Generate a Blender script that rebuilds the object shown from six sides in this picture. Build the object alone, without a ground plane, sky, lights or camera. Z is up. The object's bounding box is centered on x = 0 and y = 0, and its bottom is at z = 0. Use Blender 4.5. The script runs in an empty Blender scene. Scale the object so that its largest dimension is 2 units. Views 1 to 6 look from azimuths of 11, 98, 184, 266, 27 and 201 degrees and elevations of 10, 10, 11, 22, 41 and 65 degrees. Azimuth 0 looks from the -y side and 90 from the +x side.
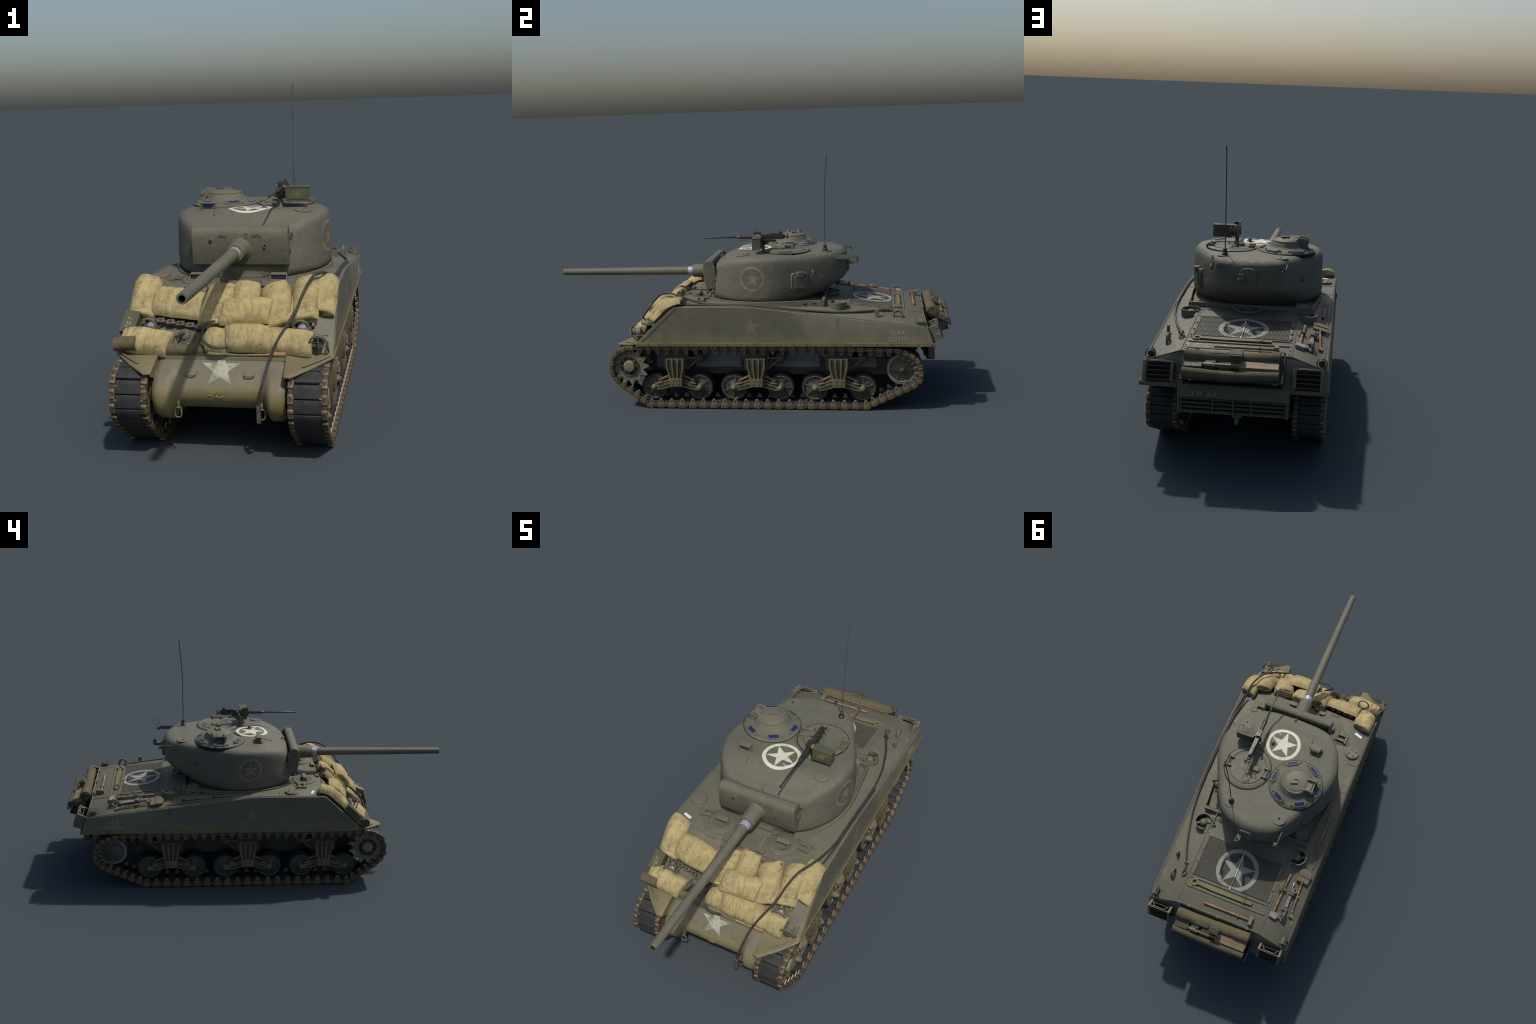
# Medium tank with sandbagged glacis, long gun, roof machine gun and rear stowage.
# Frame: gun points to -y, z up, metres at model scale (2.00 m overall).
import bpy, bmesh, math, random
from mathutils import Vector as V, Matrix as M, noise as mn
from mathutils.bvhtree import BVHTree
random.seed(7)
PI = math.pi
rad = math.radians

# ----------------------------------------------------------------- nodes
class NB:
    def __init__(s, name):
        s.mat = bpy.data.materials.new(name); s.mat.use_nodes = True
        s.nt = s.mat.node_tree; s.bsdf = s.nt.nodes['Principled BSDF']
        s.tc = s.nt.nodes.new('ShaderNodeTexCoord'); s.obj = s.tc.outputs['Object']
    def setin(s, sock, val):
        if hasattr(val, 'is_linked'): s.nt.links.new(val, sock)
        else: sock.default_value = val
    def math(s, op, a, b=0.0, c=None, clamp=False):
        n = s.nt.nodes.new('ShaderNodeMath'); n.operation = op; n.use_clamp = clamp
        s.setin(n.inputs[0], a); s.setin(n.inputs[1], b)
        if c is not None: s.setin(n.inputs[2], c)
        return n.outputs[0]
    def mapping(s, vec, loc=(0, 0, 0), scale=(1, 1, 1), rot=(0, 0, 0)):
        n = s.nt.nodes.new('ShaderNodeMapping'); s.setin(n.inputs['Vector'], vec)
        n.inputs['Location'].default_value = loc; n.inputs['Scale'].default_value = scale
        n.inputs['Rotation'].default_value = rot
        return n.outputs[0]
    def noise(s, scale, detail=4, rough=.55, vec=None, stretch=None):
        v = vec or s.obj
        if stretch: v = s.mapping(v, scale=stretch)
        n = s.nt.nodes.new('ShaderNodeTexNoise'); s.nt.links.new(v, n.inputs['Vector'])
        n.inputs['Scale'].default_value = scale; n.inputs['Detail'].default_value = detail
        n.inputs['Roughness'].default_value = rough
        return n.outputs['Fac']
    def voronoi(s, scale, feature='F1', stretch=None):
        v = s.mapping(s.obj, scale=stretch) if stretch else s.obj
        n = s.nt.nodes.new('ShaderNodeTexVoronoi'); n.feature = feature
        s.nt.links.new(v, n.inputs['Vector']); n.inputs['Scale'].default_value = scale
        return n.outputs['Distance']
    def step(s, x, lo, hi, a=0., b=1.):
        n = s.nt.nodes.new('ShaderNodeMapRange'); n.interpolation_type = 'SMOOTHSTEP'
        s.setin(n.inputs['Value'], x)
        n.inputs['From Min'].default_value = lo; n.inputs['From Max'].default_value = hi
        n.inputs['To Min'].default_value = a; n.inputs['To Max'].default_value = b
        return n.outputs[0]
    def mix(s, fac, a, b, mode='MIX'):
        n = s.nt.nodes.new('ShaderNodeMix'); n.data_type = 'RGBA'; n.blend_type = mode
        s.setin(n.inputs[0], fac)
        for i, v in ((6, a), (7, b)):
            if isinstance(v, tuple) and len(v) == 3: v = v + (1,)
            s.setin(n.inputs[i], v)
        return n.outputs[2]
    def xyz(s, vec=None):
        n = s.nt.nodes.new('ShaderNodeSeparateXYZ'); s.nt.links.new(vec or s.obj, n.inputs[0])
        return n.outputs
    def rand(s):
        return s.nt.nodes.new('ShaderNodeObjectInfo').outputs['Random']
    def bump(s, h, strength=.3, dist=.002, prev=None):
        n = s.nt.nodes.new('ShaderNodeBump'); s.setin(n.inputs['Height'], h)
        n.inputs['Strength'].default_value = strength; n.inputs['Distance'].default_value = dist
        if prev: s.nt.links.new(prev, n.inputs['Normal'])
        return n.outputs[0]
    def star(s, u, v, R, soft=.0012):
        """five-pointed star mask, tip along +v"""
        a = s.math('ARCTAN2', u, v)
        r = s.math('SQRT', s.math('ADD', s.math('MULTIPLY', u, u), s.math('MULTIPLY', v, v)))
        seg = 2*PI/5
        a2 = s.math('ABSOLUTE', s.math('SUBTRACT', s.math('FLOORED_MODULO', s.math('ADD', a, seg/2), seg), seg/2))
        px = s.math('MULTIPLY', r, s.math('COSINE', a2)); py = s.math('MULTIPLY', r, s.math('SINE', a2))
        bx, by = .382*R*math.cos(PI/5), .382*R*math.sin(PI/5)
        L = math.hypot(bx-R, by)
        c = s.math('SUBTRACT', s.math('MULTIPLY', py, (bx-R)/L), s.math('MULTIPLY', s.math('SUBTRACT', px, R), by/L))
        return s.step(c, -soft, soft), r
    def ring(s, r, r0, r1, soft=.0012):
        return s.math('MULTIPLY', s.step(r, r0-soft, r0+soft), s.step(r, r1-soft, r1+soft, 1., 0.))
    def out(s, col, rough=.6, metal=0., normal=None, spec=.4):
        s.setin(s.bsdf.inputs['Base Color'], col if not isinstance(col, tuple) else col+(1,))
        s.setin(s.bsdf.inputs['Roughness'], rough); s.setin(s.bsdf.inputs['Metallic'], metal)
        s.bsdf.inputs['Specular IOR Level'].default_value = spec
        if normal: s.nt.links.new(normal, s.bsdf.inputs['Normal'])
        return s.mat

OD = (.118, .113, .081)
OD_D = (.088, .086, .064)
DUST = (.215, .172, .068)
WHITE = (.56, .55, .43)

def paint(name, base=OD, dark=OD_D, cast=.0, dust=None, marks=None, mottling=.5):
    b = NB(name)
    n1 = b.noise(9, 6, .6); n2 = b.noise(60, 4, .6)
    col = b.mix(b.step(n1, .35, .68, 0, mottling), base, dark)
    col = b.mix(b.step(b.noise(21, 7, .72), .50, .72, 0, .38), col, tuple(min(1, c*k) for c, k in zip(base, (1.45, 1.32, 1.22))))
    lighter = tuple(min(1, c*1.28) for c in base)
    col = b.mix(b.math('MULTIPLY', b.step(n2, .52, .72), .45), col, lighter)
    streak = b.step(b.noise(26, 4, .6, stretch=(1, 1, .12)), .56, .75, 0, .30)
    col = b.mix(streak, col, (.105, .088, .055))
    x, y, z = b.xyz()
    if dust:
        zlo, zhi, amt = dust
        m = b.step(b.math('ADD', z, b.math('MULTIPLY', b.math('SUBTRACT', b.noise(14, 5, .65), .5), .16)), zlo, zhi, amt, 0.)
        col = b.mix(m, col, DUST)
    if marks: col = marks(b, col, x, y, z)
    nrm = None
    if cast > 0:
        h = b.math('ADD', b.noise(170, 6, .7), b.math('MULTIPLY', b.noise(38, 3, .5), .9))
        nrm = b.bump(h, cast, .004)
        pit = b.step(b.noise(75, 5, .75), .61, .72, 0, .6)
        col = b.mix(pit, col, tuple(c*.58 for c in base))
        fleck = b.step(b.noise(190, 4, .8), .60, .74, 0, .55)
        col = b.mix(fleck, col, tuple(min(1, c*1.6) for c in base))
    else:
        nrm = b.bump(b.noise(120, 5, .6), .12, .002)
    return b.out(col, b.step(n2, .3, .7, .55, .72), 0, nrm, .35)

def worn(b, m, lo, hi, scale=55, seed=0):
    nz = b.noise(scale, 6, .7, vec=b.mapping(b.obj, loc=(seed, seed*.7, 3.1)))
    return b.math('MULTIPLY', m, b.step(nz, lo, hi))

def turret_marks(b, col, x, y, z):
    # white star in ring on the roof
    v = b.math('MULTIPLY', b.math('SUBTRACT', y, .028), -1.)
    st, r = b.star(x, v, .068)
    m = b.math('MAXIMUM', st, b.ring(r, .068, .084))
    up = b.step(z, .708, .712)
    m = b.math('MULTIPLY', worn(b, m, .30, .42, 42, 1.3), up)
    col = b.mix(m, col, WHITE)
    # faded stars on brown patches on both cheeks
    dy = b.math('SUBTRACT', y, .05); dz = b.math('SUBTRACT', z, .632)
    st, r = b.star(dy, dz, .043)
    side = b.step(b.math('ABSOLUTE', x), .2, .21)
    brown = b.math('MULTIPLY', worn(b, b.step(r, .052, .068, 1, 0), .25, .5, 20, 4.), side)
    col = b.mix(b.math('MULTIPLY', brown, .7), col, (.112, .084, .060))
    m = b.math('MAXIMUM', st, b.ring(r, .0495, .0615))
    m = b.math('MULTIPLY', worn(b, m, .32, .66, 34, 2.), side)
    return b.mix(b.math('MULTIPLY', m, .75), col, (.27, .225, .175))

def hull_marks(b, col, x, y, z):
    dy = b.math('SUBTRACT', y, .045); dz = b.math('SUBTRACT', z, .413)
    st, r = b.star(dy, dz, .047)
    side = b.step(b.math('ABSOLUTE', x), .357, .359)
    m = b.math('MULTIPLY', worn(b, st, .25, .6, 40, 5.), side)
    col = b.mix(b.math('MULTIPLY', m, .85), col, (.195, .150, .115))
    # brown primer along the upper glacis, dark run-off below the air inlets
    band = b.math('MULTIPLY', b.step(y, -.385, -.372), b.step(y, -.338, -.332, 1, 0))
    col = b.mix(worn(b, b.math('MULTIPLY', band, .55), .3, .6, 25, 9.), col, (.155, .112, .082))
    run = b.math('MULTIPLY', b.step(b.math('ABSOLUTE', b.math('SUBTRACT', y, .462)), .004, .016, 1, 0), side)
    run = b.math('MULTIPLY', run, b.step(z, .36, .45))
    return b.mix(worn(b, b.math('MULTIPLY', run, .6), .3, .55, 60, 3.), col, (.04, .037, .027))

def nose_marks(b, col, x, y, z):
    dz = b.math('MULTIPLY', b.math('SUBTRACT', z, .2925), 1.25)
    st, r = b.star(x, dz, .066, .002)
    m = worn(b, st, .30, .55, 30, 6.)
    m = b.math('MULTIPLY', m, b.step(z, .243, .285, .15, 1))
    return b.mix(b.math('MULTIPLY', m, .85), col, (.37, .37, .29))

def grille_marks(b, col, x, y, z):
    v = b.math('MULTIPLY', b.math('SUBTRACT', y, .623), -1.)
    st, r = b.star(x, v, .086)
    m = b.math('MAXIMUM', st, b.ring(r, .084, .104))
    return b.mix(worn(b, m, .2, .4, 40, 8.), col, (.37, .38, .335))

def simple(name, c1, c2=None, rough=.6, metal=0., scale=40, bump=.15, spec=.4, stretch=None, rnd=0.):
    b = NB(name); c2 = c2 or tuple(c*.65 for c in c1)
    col = b.mix(b.step(b.noise(scale, 5, .6, stretch=stretch), .38, .66), c1, c2)
    if rnd:
        col = b.mix(b.math('MULTIPLY', b.rand(), rnd), col, tuple(c*.45 for c in c1))
    return b.out(col, rough, metal, b.bump(b.noise(scale*3, 4, .6, stretch=stretch), bump, .002), spec)

def canvas_mat(name, c1, c2, c3):
    b = NB(name)
    w1 = b.step(b.noise(26, 7, .72), .36, .66)
    col = b.mix(w1, c1, c2)
    col = b.mix(b.step(b.noise(34, 6, .75, stretch=(1, .28, 1)), .52, .70, 0, .85), col, c3)
    col = b.mix(b.step(b.noise(85, 5, .8), .60, .72, 0, .5), col, tuple(c*.8 for c in c3))
    col = b.mix(b.math('MULTIPLY', b.rand(), .22), col, c2)
    h = b.math('ADD', b.math('MULTIPLY', b.noise(420, 2, .5), .35), b.noise(60, 4, .6, stretch=(1, .25, 1)))
    return b.out(col, .85, 0, b.bump(h, .35, .003), .2)

def wood_mat(name, c1, c2):
    b = NB(name)
    col = b.mix(b.step(b.noise(90, 5, .6, stretch=(.15, 1, 1)), .35, .65), c1, c2)
    return b.out(col, .6, 0, None, .3)

MAT = dict(
    turret=paint('cast_turret_paint', base=(.115, .112, .083), dark=(.088, .087, .066), cast=.5, marks=turret_marks),
    cast=paint('cast_armour_paint', cast=.62),
    hull=paint('hull_paint', dust=(.31, .40, .55), marks=hull_marks),
    nose=paint('nose_paint', base=(.125, .118, .082), dark=(.10, .096, .068), dust=(.14, .31, .95), marks=nose_marks),
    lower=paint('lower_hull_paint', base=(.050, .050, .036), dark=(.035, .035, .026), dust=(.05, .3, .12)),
    paint=paint('olive_paint'),
    pale=paint('pale_olive_paint', base=(.120, .115, .082)),
    skirt=paint('dusty_skirt_paint', base=(.150, .130, .070), dark=(.105, .092, .052)),
    bogie=paint('dusty_bogie_paint', base=(.150, .126, .068), dark=(.075, .066, .042), cast=.1, mottling=.8),
    wheel=paint('road_wheel_paint', base=(.070, .068, .050), dark=(.040, .040, .031), mottling=.8),
    rim=paint('worn_rim_paint', base=(.140, .125, .085), dark=(.085, .078, .055)),
    idler=paint('idler_paint', base=(.105, .102, .080), dark=(.060, .059, .047), mottling=.8),
    idlerim=paint('bare_idler_rim', base=(.21, .20, .175), dark=(.13, .125, .105)),
    sprocket=paint('sprocket_paint', base=(.200, .178, .120), dark=(.09, .078, .052), mottling=.8),
    grille=paint('grille_paint', base=(.080, .076, .058), marks=grille_marks),
    gun=simple('gunmetal', (.062, .059, .055), (.042, .040, .038), .45, .5, 60, .1),
    whip=simple('antenna_paint', (.085, .075, .050), (.06, .055, .04), .6),
    dark=simple('dark_gap', (.008, .008, .008), (.004, .004, .004), .8),
    rubber=simple('track_rubber', (.034, .033, .033), (.020, .020, .021), .75, 0, 50, .35, .3),
    tyre=simple('tyre_rubber', (.020, .020, .021), (.012, .012, .013), .75, 0, 60, .3, .3),
    endblock=simple('grimy_link_end', (.068, .050, .031), (.038, .030, .022), .7, .1, 70, .3),
    link=simple('rusty_track_steel', (.188, .138, .074), (.082, .058, .031), .6, .25, 70, .3, rnd=.4),
    horn=simple('worn_guide_steel', (.30, .265, .20), (.19, .16, .11), .5, .4, 70, .3),
    bag=canvas_mat('sandbag_canvas', (.375, .308, .150), (.252, .205, .098), (.138, .108, .054)),
    tarp=canvas_mat('rolled_tarpaulin', (.120, .100, .058), (.086, .072, .042), (.056, .047, .03)),
    wood=wood_mat('tool_wood', (.33, .185, .095), (.17, .088, .045)),
    rawwood=wood_mat('raw_plank', (.46, .27, .15), (.36, .21, .115)),
    crate=wood_mat('crate_board', (.225, .165, .10), (.16, .115, .07)),
    brownblock=simple('red_brown_block', (.14, .082, .062), (.10, .06, .046), .8),
    steel=simple('bare_steel', (.31, .30, .32), (.21, .20, .215), .4, .5, 60, .1),
    axe=simple('pale_axe_steel', (.29, .265, .265), (.20, .185, .185), .5, .3, 60, .1),
    ringpaint=simple('lavender_ring', (.36, .36, .43), (.29, .29, .35), .45, .2, 60, .05),
    cable=simple('tow_cable_steel', (.058, .048, .044), (.038, .032, .030), .6, .3, 200, .4),
    spare=simple('rusty_spare_link', (.125, .095, .078), (.065, .05, .042), .7, .2, 80),
    cabend=simple('cable_eye_steel', (.120, .095, .092), (.08, .062, .06), .6, .3, 60, .2),
    yellow=simple('stencil_yellow', (.22, .205, .035), (.13, .125, .035), .7),
    tool=paint('yellow_green_tool_paint', base=(.150, .135, .055), dark=(.115, .102, .042)),
    stencil=simple('faded_stencil', (.27, .265, .215), (.19, .185, .15), .7, 0, 60),
    white=simple('white_cloth', (.68, .68, .70), (.60, .60, .63), .7),
    redlens=simple('red_lens', (.22, .012, .012), (.12, .008, .008), .25),
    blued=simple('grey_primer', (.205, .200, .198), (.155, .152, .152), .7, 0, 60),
    cloth=simple('dark_strap', (.055, .048, .042), (.035, .031, .028), .7),
    brass=simple('brass_rounds', (.30, .20, .06), (.28, .07, .03), .5, 0, 120),
    ammo=paint('ammo_box_paint', base=(.072, .074, .048), dark=(.055, .057, .038)),
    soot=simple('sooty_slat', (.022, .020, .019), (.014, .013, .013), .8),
    muffler=simple('rusty_exhaust', (.10, .062, .052), (.05, .032, .028), .7),
)
b = NB('vision_glass'); MAT['glass'] = b.out(b.mix(b.step(b.noise(50, 3), .4, .6), (.010, .017, .062), (.014, .026, .098)), .12, 0, None, .6)
b = NB('lamp_glass'); MAT['lamp'] = b.out(b.mix(b.step(b.noise(70, 3), .4, .6), (.45, .46, .55), (.28, .29, .38)), .15, .6, None, .6)

# ----------------------------------------------------------------- mesh builder
class B:
    def __init__(s): s.v = []; s.f = []; s.m = []; s.mats = []; s.cur = 0; s.X = M()
    def mat(s, k):
        if k not in s.mats: s.mats.append(k)
        s.cur = s.mats.index(k); return s
    def at(s, loc=(0, 0, 0), rot=(0, 0, 0), mtx=None):
        from mathutils import Euler
        s.X = mtx.copy() if mtx is not None else M.Translation(V(loc)) @ Euler(rot).to_matrix().to_4x4()
        return s
    def add(s, vs, fs):
        o = len(s.v); s.v += [s.X @ V(p) for p in vs]
        for f in fs: s.f.append([i+o for i in f]); s.m.append(s.cur)
        return s
    def box(s, c, d, taper=1., rz=0., rx=0., ry=0.):
        cx, cy, cz = c; R = M.Rotation(rz, 3, 'Z') @ M.Rotation(ry, 3, 'Y') @ M.Rotation(rx, 3, 'X')
        vs = []
        for z in (-.5, .5):
            t = taper if z > 0 else 1.
            for x, y in ((-.5, -.5), (.5, -.5), (.5, .5), (-.5, .5)):
                vs.append(V(c)+R @ V((x*d[0]*t, y*d[1]*t, z*d[2])))
        return s.add(vs, [(3, 2, 1, 0), (4, 5, 6, 7), (0, 1, 5, 4), (1, 2, 6, 5), (2, 3, 7, 6), (3, 0, 4, 7)])
    def prism(s, pts, a, b_, plane='yz'):
        """closed outline pts extruded from a to b_ along the remaining axis (counter-clockwise seen from +axis)"""
        def p(u, v, w): return {'yz': (w, u, v), 'xz': (u, w, v), 'xy': (u, v, w)}[plane]
        n = len(pts); area = sum(pts[i][0]*pts[(i+1) % n][1]-pts[(i+1) % n][0]*pts[i][1] for i in range(n))
        if plane == 'xz': area = -area
        if b_ < a: area = -area
        q = pts if area > 0 else pts[::-1]
        vs = [p(u, v, a) for u, v in q]+[p(u, v, b_) for u, v in q]
        fs = [tuple(range(n-1, -1, -1)), tuple(range(n, 2*n))]
        fs += [(i, (i+1) % n, n+(i+1) % n, n+i) for i in range(n)]
        return s.add(vs, fs)
    def loft(s, rings, cap=True, closed=True):
        n = len(rings[0]); vs = [p for r in rings for p in r]; fs = []
        for k in range(len(rings)-1):
            for i in range(n if closed else n-1):
                j = (i+1) % n
                fs.append((k*n+i, k*n+j, (k+1)*n+j, (k+1)*n+i))
        if cap:
            fs.append(tuple(range(n-1, -1, -1))); o = (len(rings)-1)*n; fs.append(tuple(range(o, o+n)))
        return s.add(vs, fs)
    def lathe(s, prof, c=(0, 0, 0), axis=(0, 0, 1), n=28, a0=0., a1=2*PI, cap=True):
        """prof: (radius, height) from bottom to top"""
        ax = V(axis).normalized(); t = V((1, 0, 0)) if abs(ax.x) < .9 else V((0, 1, 0))
        e1 = (t-ax*t.dot(ax)).normalized(); e2 = ax.cross(e1); full = abs(a1-a0-2*PI) < 1e-6
        m = n if full else n+1
        rings = []
        for r, h in prof:
            rings.append([V(c)+ax*h+(e1*math.cos(a0+(a1-a0)*i/n)+e2*math.sin(a0+(a1-a0)*i/n))*max(r, 1e-5) for i in range(m)])
        return s.loft(rings, cap and full, full)
    def cyl(s, p0, p1, r0, r1=None, n=14):
        p0, p1 = V(p0), V(p1); d = p1-p0
        return s.lathe([(r0, 0), (r0 if r1 is None else r1, d.length)], p0, d, n)
    def ball(s, c, r, n=14, k=7, sq=(1, 1, 1), half=False):
        lo = 0 if half else -PI/2
        rings = []
        for j in range(k+1):
            a = lo+(PI/2-lo)*j/k
            rr = max(math.cos(a), .01)
            rings.append([V(c)+V((rr*math.cos(2*PI*i/n)*r*sq[0], rr*math.sin(2*PI*i/n)*r*sq[1], math.sin(a)*r*sq[2])) for i in range(n)])
        return s.loft(rings)
    def tube(s, pts, r, n=8, closed=False, up=None):
        pts = [V(p) for p in pts]; L = len(pts); rings = []
        rs = r if isinstance(r, (list, tuple)) else [r]*L
        prev = None
        for i, p in enumerate(pts):
            if closed: t = pts[(i+1) % L]-pts[i-1]
            else: t = pts[min(i+1, L-1)]-pts[max(i-1, 0)]
            t.normalize()
            if prev is None:
                q = V(up) if up else (V((0, 0, 1)) if abs(t.z) < .9 else V((1, 0, 0)))
            else: q = prev
            e1 = (q-t*q.dot(t)).normalized(); prev = e1; e2 = t.cross(e1)
            rings.append([p+(e1*math.cos(2*PI*k/n)+e2*math.sin(2*PI*k/n))*rs[i] for k in range(n)])
        if closed: rings.append(rings[0]); return s.loft(rings, False)
        return s.loft(rings)
    def finish(s, name, parent=None, bevel=0., angle=35, seg=1, mirror=False, mtx=None, kind=None, smooth=True, link=True):
        me = bpy.data.meshes.new(name)
        vs = [(-v.x, v.y, v.z) for v in s.v] if mirror else [tuple(v) for v in s.v]
        fs = [f[::-1] for f in s.f] if mirror else s.f
        me.from_pydata(vs, [], [list(f) for f in fs])
        for k in s.mats: me.materials.append(MAT[k])
        for p, i in zip(me.polygons, s.m): p.material_index = i
        bm = bmesh.new(); bm.from_mesh(me)
        bmesh.ops.remove_doubles(bm, verts=bm.verts, dist=1e-6)
        if bevel:
            es = [e for e in bm.edges if len(e.link_faces) == 2 and e.calc_face_angle(0) > rad(angle)]
            bmesh.ops.bevel(bm, geom=es, offset=bevel, offset_type='OFFSET', segments=seg, profile=.5, affect='EDGES', clamp_overlap=True)
        bm.to_mesh(me); bm.free()
        if smooth:
            me.polygons.foreach_set('use_smooth', [True]*len(me.polygons)); me.set_sharp_from_angle(angle=rad(38))
        me.update()
        ob = bpy.data.objects.new(name, me)
        if link: bpy.context.scene.collection.objects.link(ob)
        if parent: ob.parent = parent
        if mtx is not None: ob.matrix_local = mtx
        if kind: ob['kind'] = kind
        return ob

def dup(ob, mtx, parent=None, name=None):
    o = ob.copy(); bpy.context.scene.collection.objects.link(o)
    if parent: o.parent = parent
    o.matrix_local = mtx
    return o

def crom(P, per=8, closed=False):
    """centripetal Catmull-Rom through points"""
    P = [V(p) for p in P]; n = len(P); out = []
    for i in range(n if closed else n-1):
        g = lambda k: P[k % n] if closed else P[max(0, min(n-1, k))]
        p0, p1, p2, p3 = g(i-1), g(i), g(i+1), g(i+2)
        if not closed and i == 0: p0 = p1*2-p2
        if not closed and i == n-2: p3 = p2*2-p1
        t1 = max((p1-p0).length, 1e-6)**.5; t2 = t1+max((p2-p1).length, 1e-6)**.5; t3 = t2+max((p3-p2).length, 1e-6)**.5
        for k in range(per):
            t = t1+(t2-t1)*k/per
            a1 = p0*((t1-t)/t1)+p1*(t/t1); a2 = p1*((t2-t)/(t2-t1))+p2*((t-t1)/(t2-t1)); a3 = p2*((t3-t)/(t3-t2))+p3*((t-t2)/(t3-t2))
            b1 = a1*((t2-t)/t2)+a2*(t/t2); b2 = a2*((t3-t)/(t3-t1))+a3*((t-t1)/(t3-t1))
            out.append(b1*((t2-t)/(t2-t1))+b2*((t-t1)/(t2-t1)))
    if not closed: out.append(P[-1].copy())
    return out

def lerp(a, b_, t): return a+(b_-a)*t
def frame(o, x, y):
    """matrix with given x axis and approximate y axis"""
    x = V(x).normalized(); z = x.cross(V(y)).normalized(); y = z.cross(x)
    return M(((x.x, y.x, z.x, o[0]), (x.y, y.y, z.y, o[1]), (x.z, y.z, z.z, o[2]), (0, 0, 0, 1)))

def text(body, size, mtx, mat, name, parent, depth=.0006, spacing=1.):
    cu = bpy.data.curves.new(name, 'FONT'); cu.body = body; cu.size = size; cu.extrude = depth/2
    cu.align_x = 'CENTER'; cu.align_y = 'CENTER'; cu.space_character = spacing; cu.resolution_u = 3; cu.offset = size*.032
    o = bpy.data.objects.new(name, cu); me = bpy.data.meshes.new_from_object(o); bpy.data.objects.remove(o)
    me.materials.clear(); me.materials.append(MAT[mat])
    ob = bpy.data.objects.new(name, me); bpy.context.scene.collection.objects.link(ob)
    ob.parent = parent; ob.matrix_local = mtx
    return ob

root = bpy.data.objects.new('tank', None); bpy.context.scene.collection.objects.link(root)
root['label'] = 'olive drab medium tank with long gun and sandbagged front'
root['category'] = 'tank'

# ----------------------------------------------------------------- hull shape rules
HW = .36
def z_mid(y): return .511 if y < .33 else lerp(.511, .447, (y-.33)/(.866-.33))
def z_edge(y): return .511 if y < 0 else (lerp(.511, .506, y/.07) if y < .07 else lerp(.506, .404, (y-.07)/(.883-.07)))
def deck(x, y, h=0.):
    a = abs(x); zc, ze = z_mid(y), z_edge(y)
    return V((x, y, (zc if a < .215 else lerp(zc, ze, (a-.215)/(HW-.215)))+h))
def deck_frame(x, y, ang=0., h=0.):
    """local x along heading ang (0 = +x), z = deck normal"""
    e = .01; n = (deck(x+e, y)-deck(x-e, y)).cross(deck(x, y+e)-deck(x, y-e)).normalized()
    d = V((math.cos(ang), math.sin(ang), 0)); d = (d-n*d.dot(n)).normalized(); yv = n.cross(d)
    p = deck(x, y)+n*h
    return M(((d.x, yv.x, n.x, p.x), (d.y, yv.y, n.y, p.y), (d.z, yv.z, n.z, p.z), (0, 0, 0, 1)))

def hull_ring(y, top, mid, yb=None, ym=None, zb=.32):
    yb = y if yb is None else yb; ym = y if ym is None else ym
    return [(HW, yb, zb), (HW, y, top), (.215, ym, mid), (-.215, ym, mid), (-HW, y, top), (-HW, yb, zb)]
h = B().mat('hull')
rings = [hull_ring(-.524, .333, .333, -.529), hull_ring(-.334, .511, .511)]
for y in (0., .07, .2, .33, .6): rings.append(hull_ring(y, z_edge(y), z_mid(y)))
rings.append(hull_ring(.883, .404, .447, .911, .866))
h.loft([r[::-1] for r in rings])
hull = h.finish('hull', root, bevel=.0025)

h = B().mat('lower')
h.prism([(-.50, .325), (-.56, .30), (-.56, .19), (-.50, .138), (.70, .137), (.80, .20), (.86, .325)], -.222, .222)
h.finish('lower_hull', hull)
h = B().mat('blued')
for y0, y1 in ((-.46, -.40), (-.262, -.03), (.135, .36), (.535, .676)):
    h.box((.2225, (y0+y1)/2, .226), (.003, y1-y0, .104))
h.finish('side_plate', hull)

# welded plate seams, edge strips and deck frame
h = B().mat('paint')
for s in (1, -1):
    h.tube([deck(s*.352, y, .001) for y in (-.31, 0, .07, .3, .6, .875)], .0028, 5)
    h.tube([(s*.3605, -.497, .336), (s*.3605, -.316, .506)], .0016, 5)
    h.tube([deck(s*.215, y, .0005) for y in (.43, .6, .86)], .0022, 5)
    h.tube([deck(s*.30, -.10, .0005), deck(s*.356, -.10, .0005)], .0016, 5)
    h.tube([deck(s*.285, .06, .0005), deck(s*.356, .06, .0005)], .0016, 5)
h.tube([deck(x, .425, .0005) for x in (-.215, 0, .215)], .002, 5)
h.tube([(x, y, z) for x, y, z in ((-.357, .882, .405), (-.215, .866, .449), (.215, .866, .449), (.357, .882, .405))], .0025, 5)
h.finish('weld_seam', hull)
h = B().mat('paint')      # engine deck frames and cross bars
for y, w in ((.510, .008), (.727, .008), (.772, .011)):
    h.at(mtx=deck_frame(0, y)); h.box((0, 0, .002), (.40, w, .006))
for s in (1, -1):
    for y in (.56, .63, .69): h.at(mtx=deck_frame(s*.2, y, PI/2)); h.box((0, 0, .002), (.045, .010, .007))
    h.at(mtx=deck_frame(s*.194, .618, PI/2)); h.box((0, 0, .0025), (.21, .006, .005))
h.mat('grille'); h.at(mtx=deck_frame(0, .618, PI/2)); h.box((0, 0, .003), (.21, .010, .006))
h.finish('engine_deck_frame', hull, bevel=.001)
h = B().mat('pale')
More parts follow.
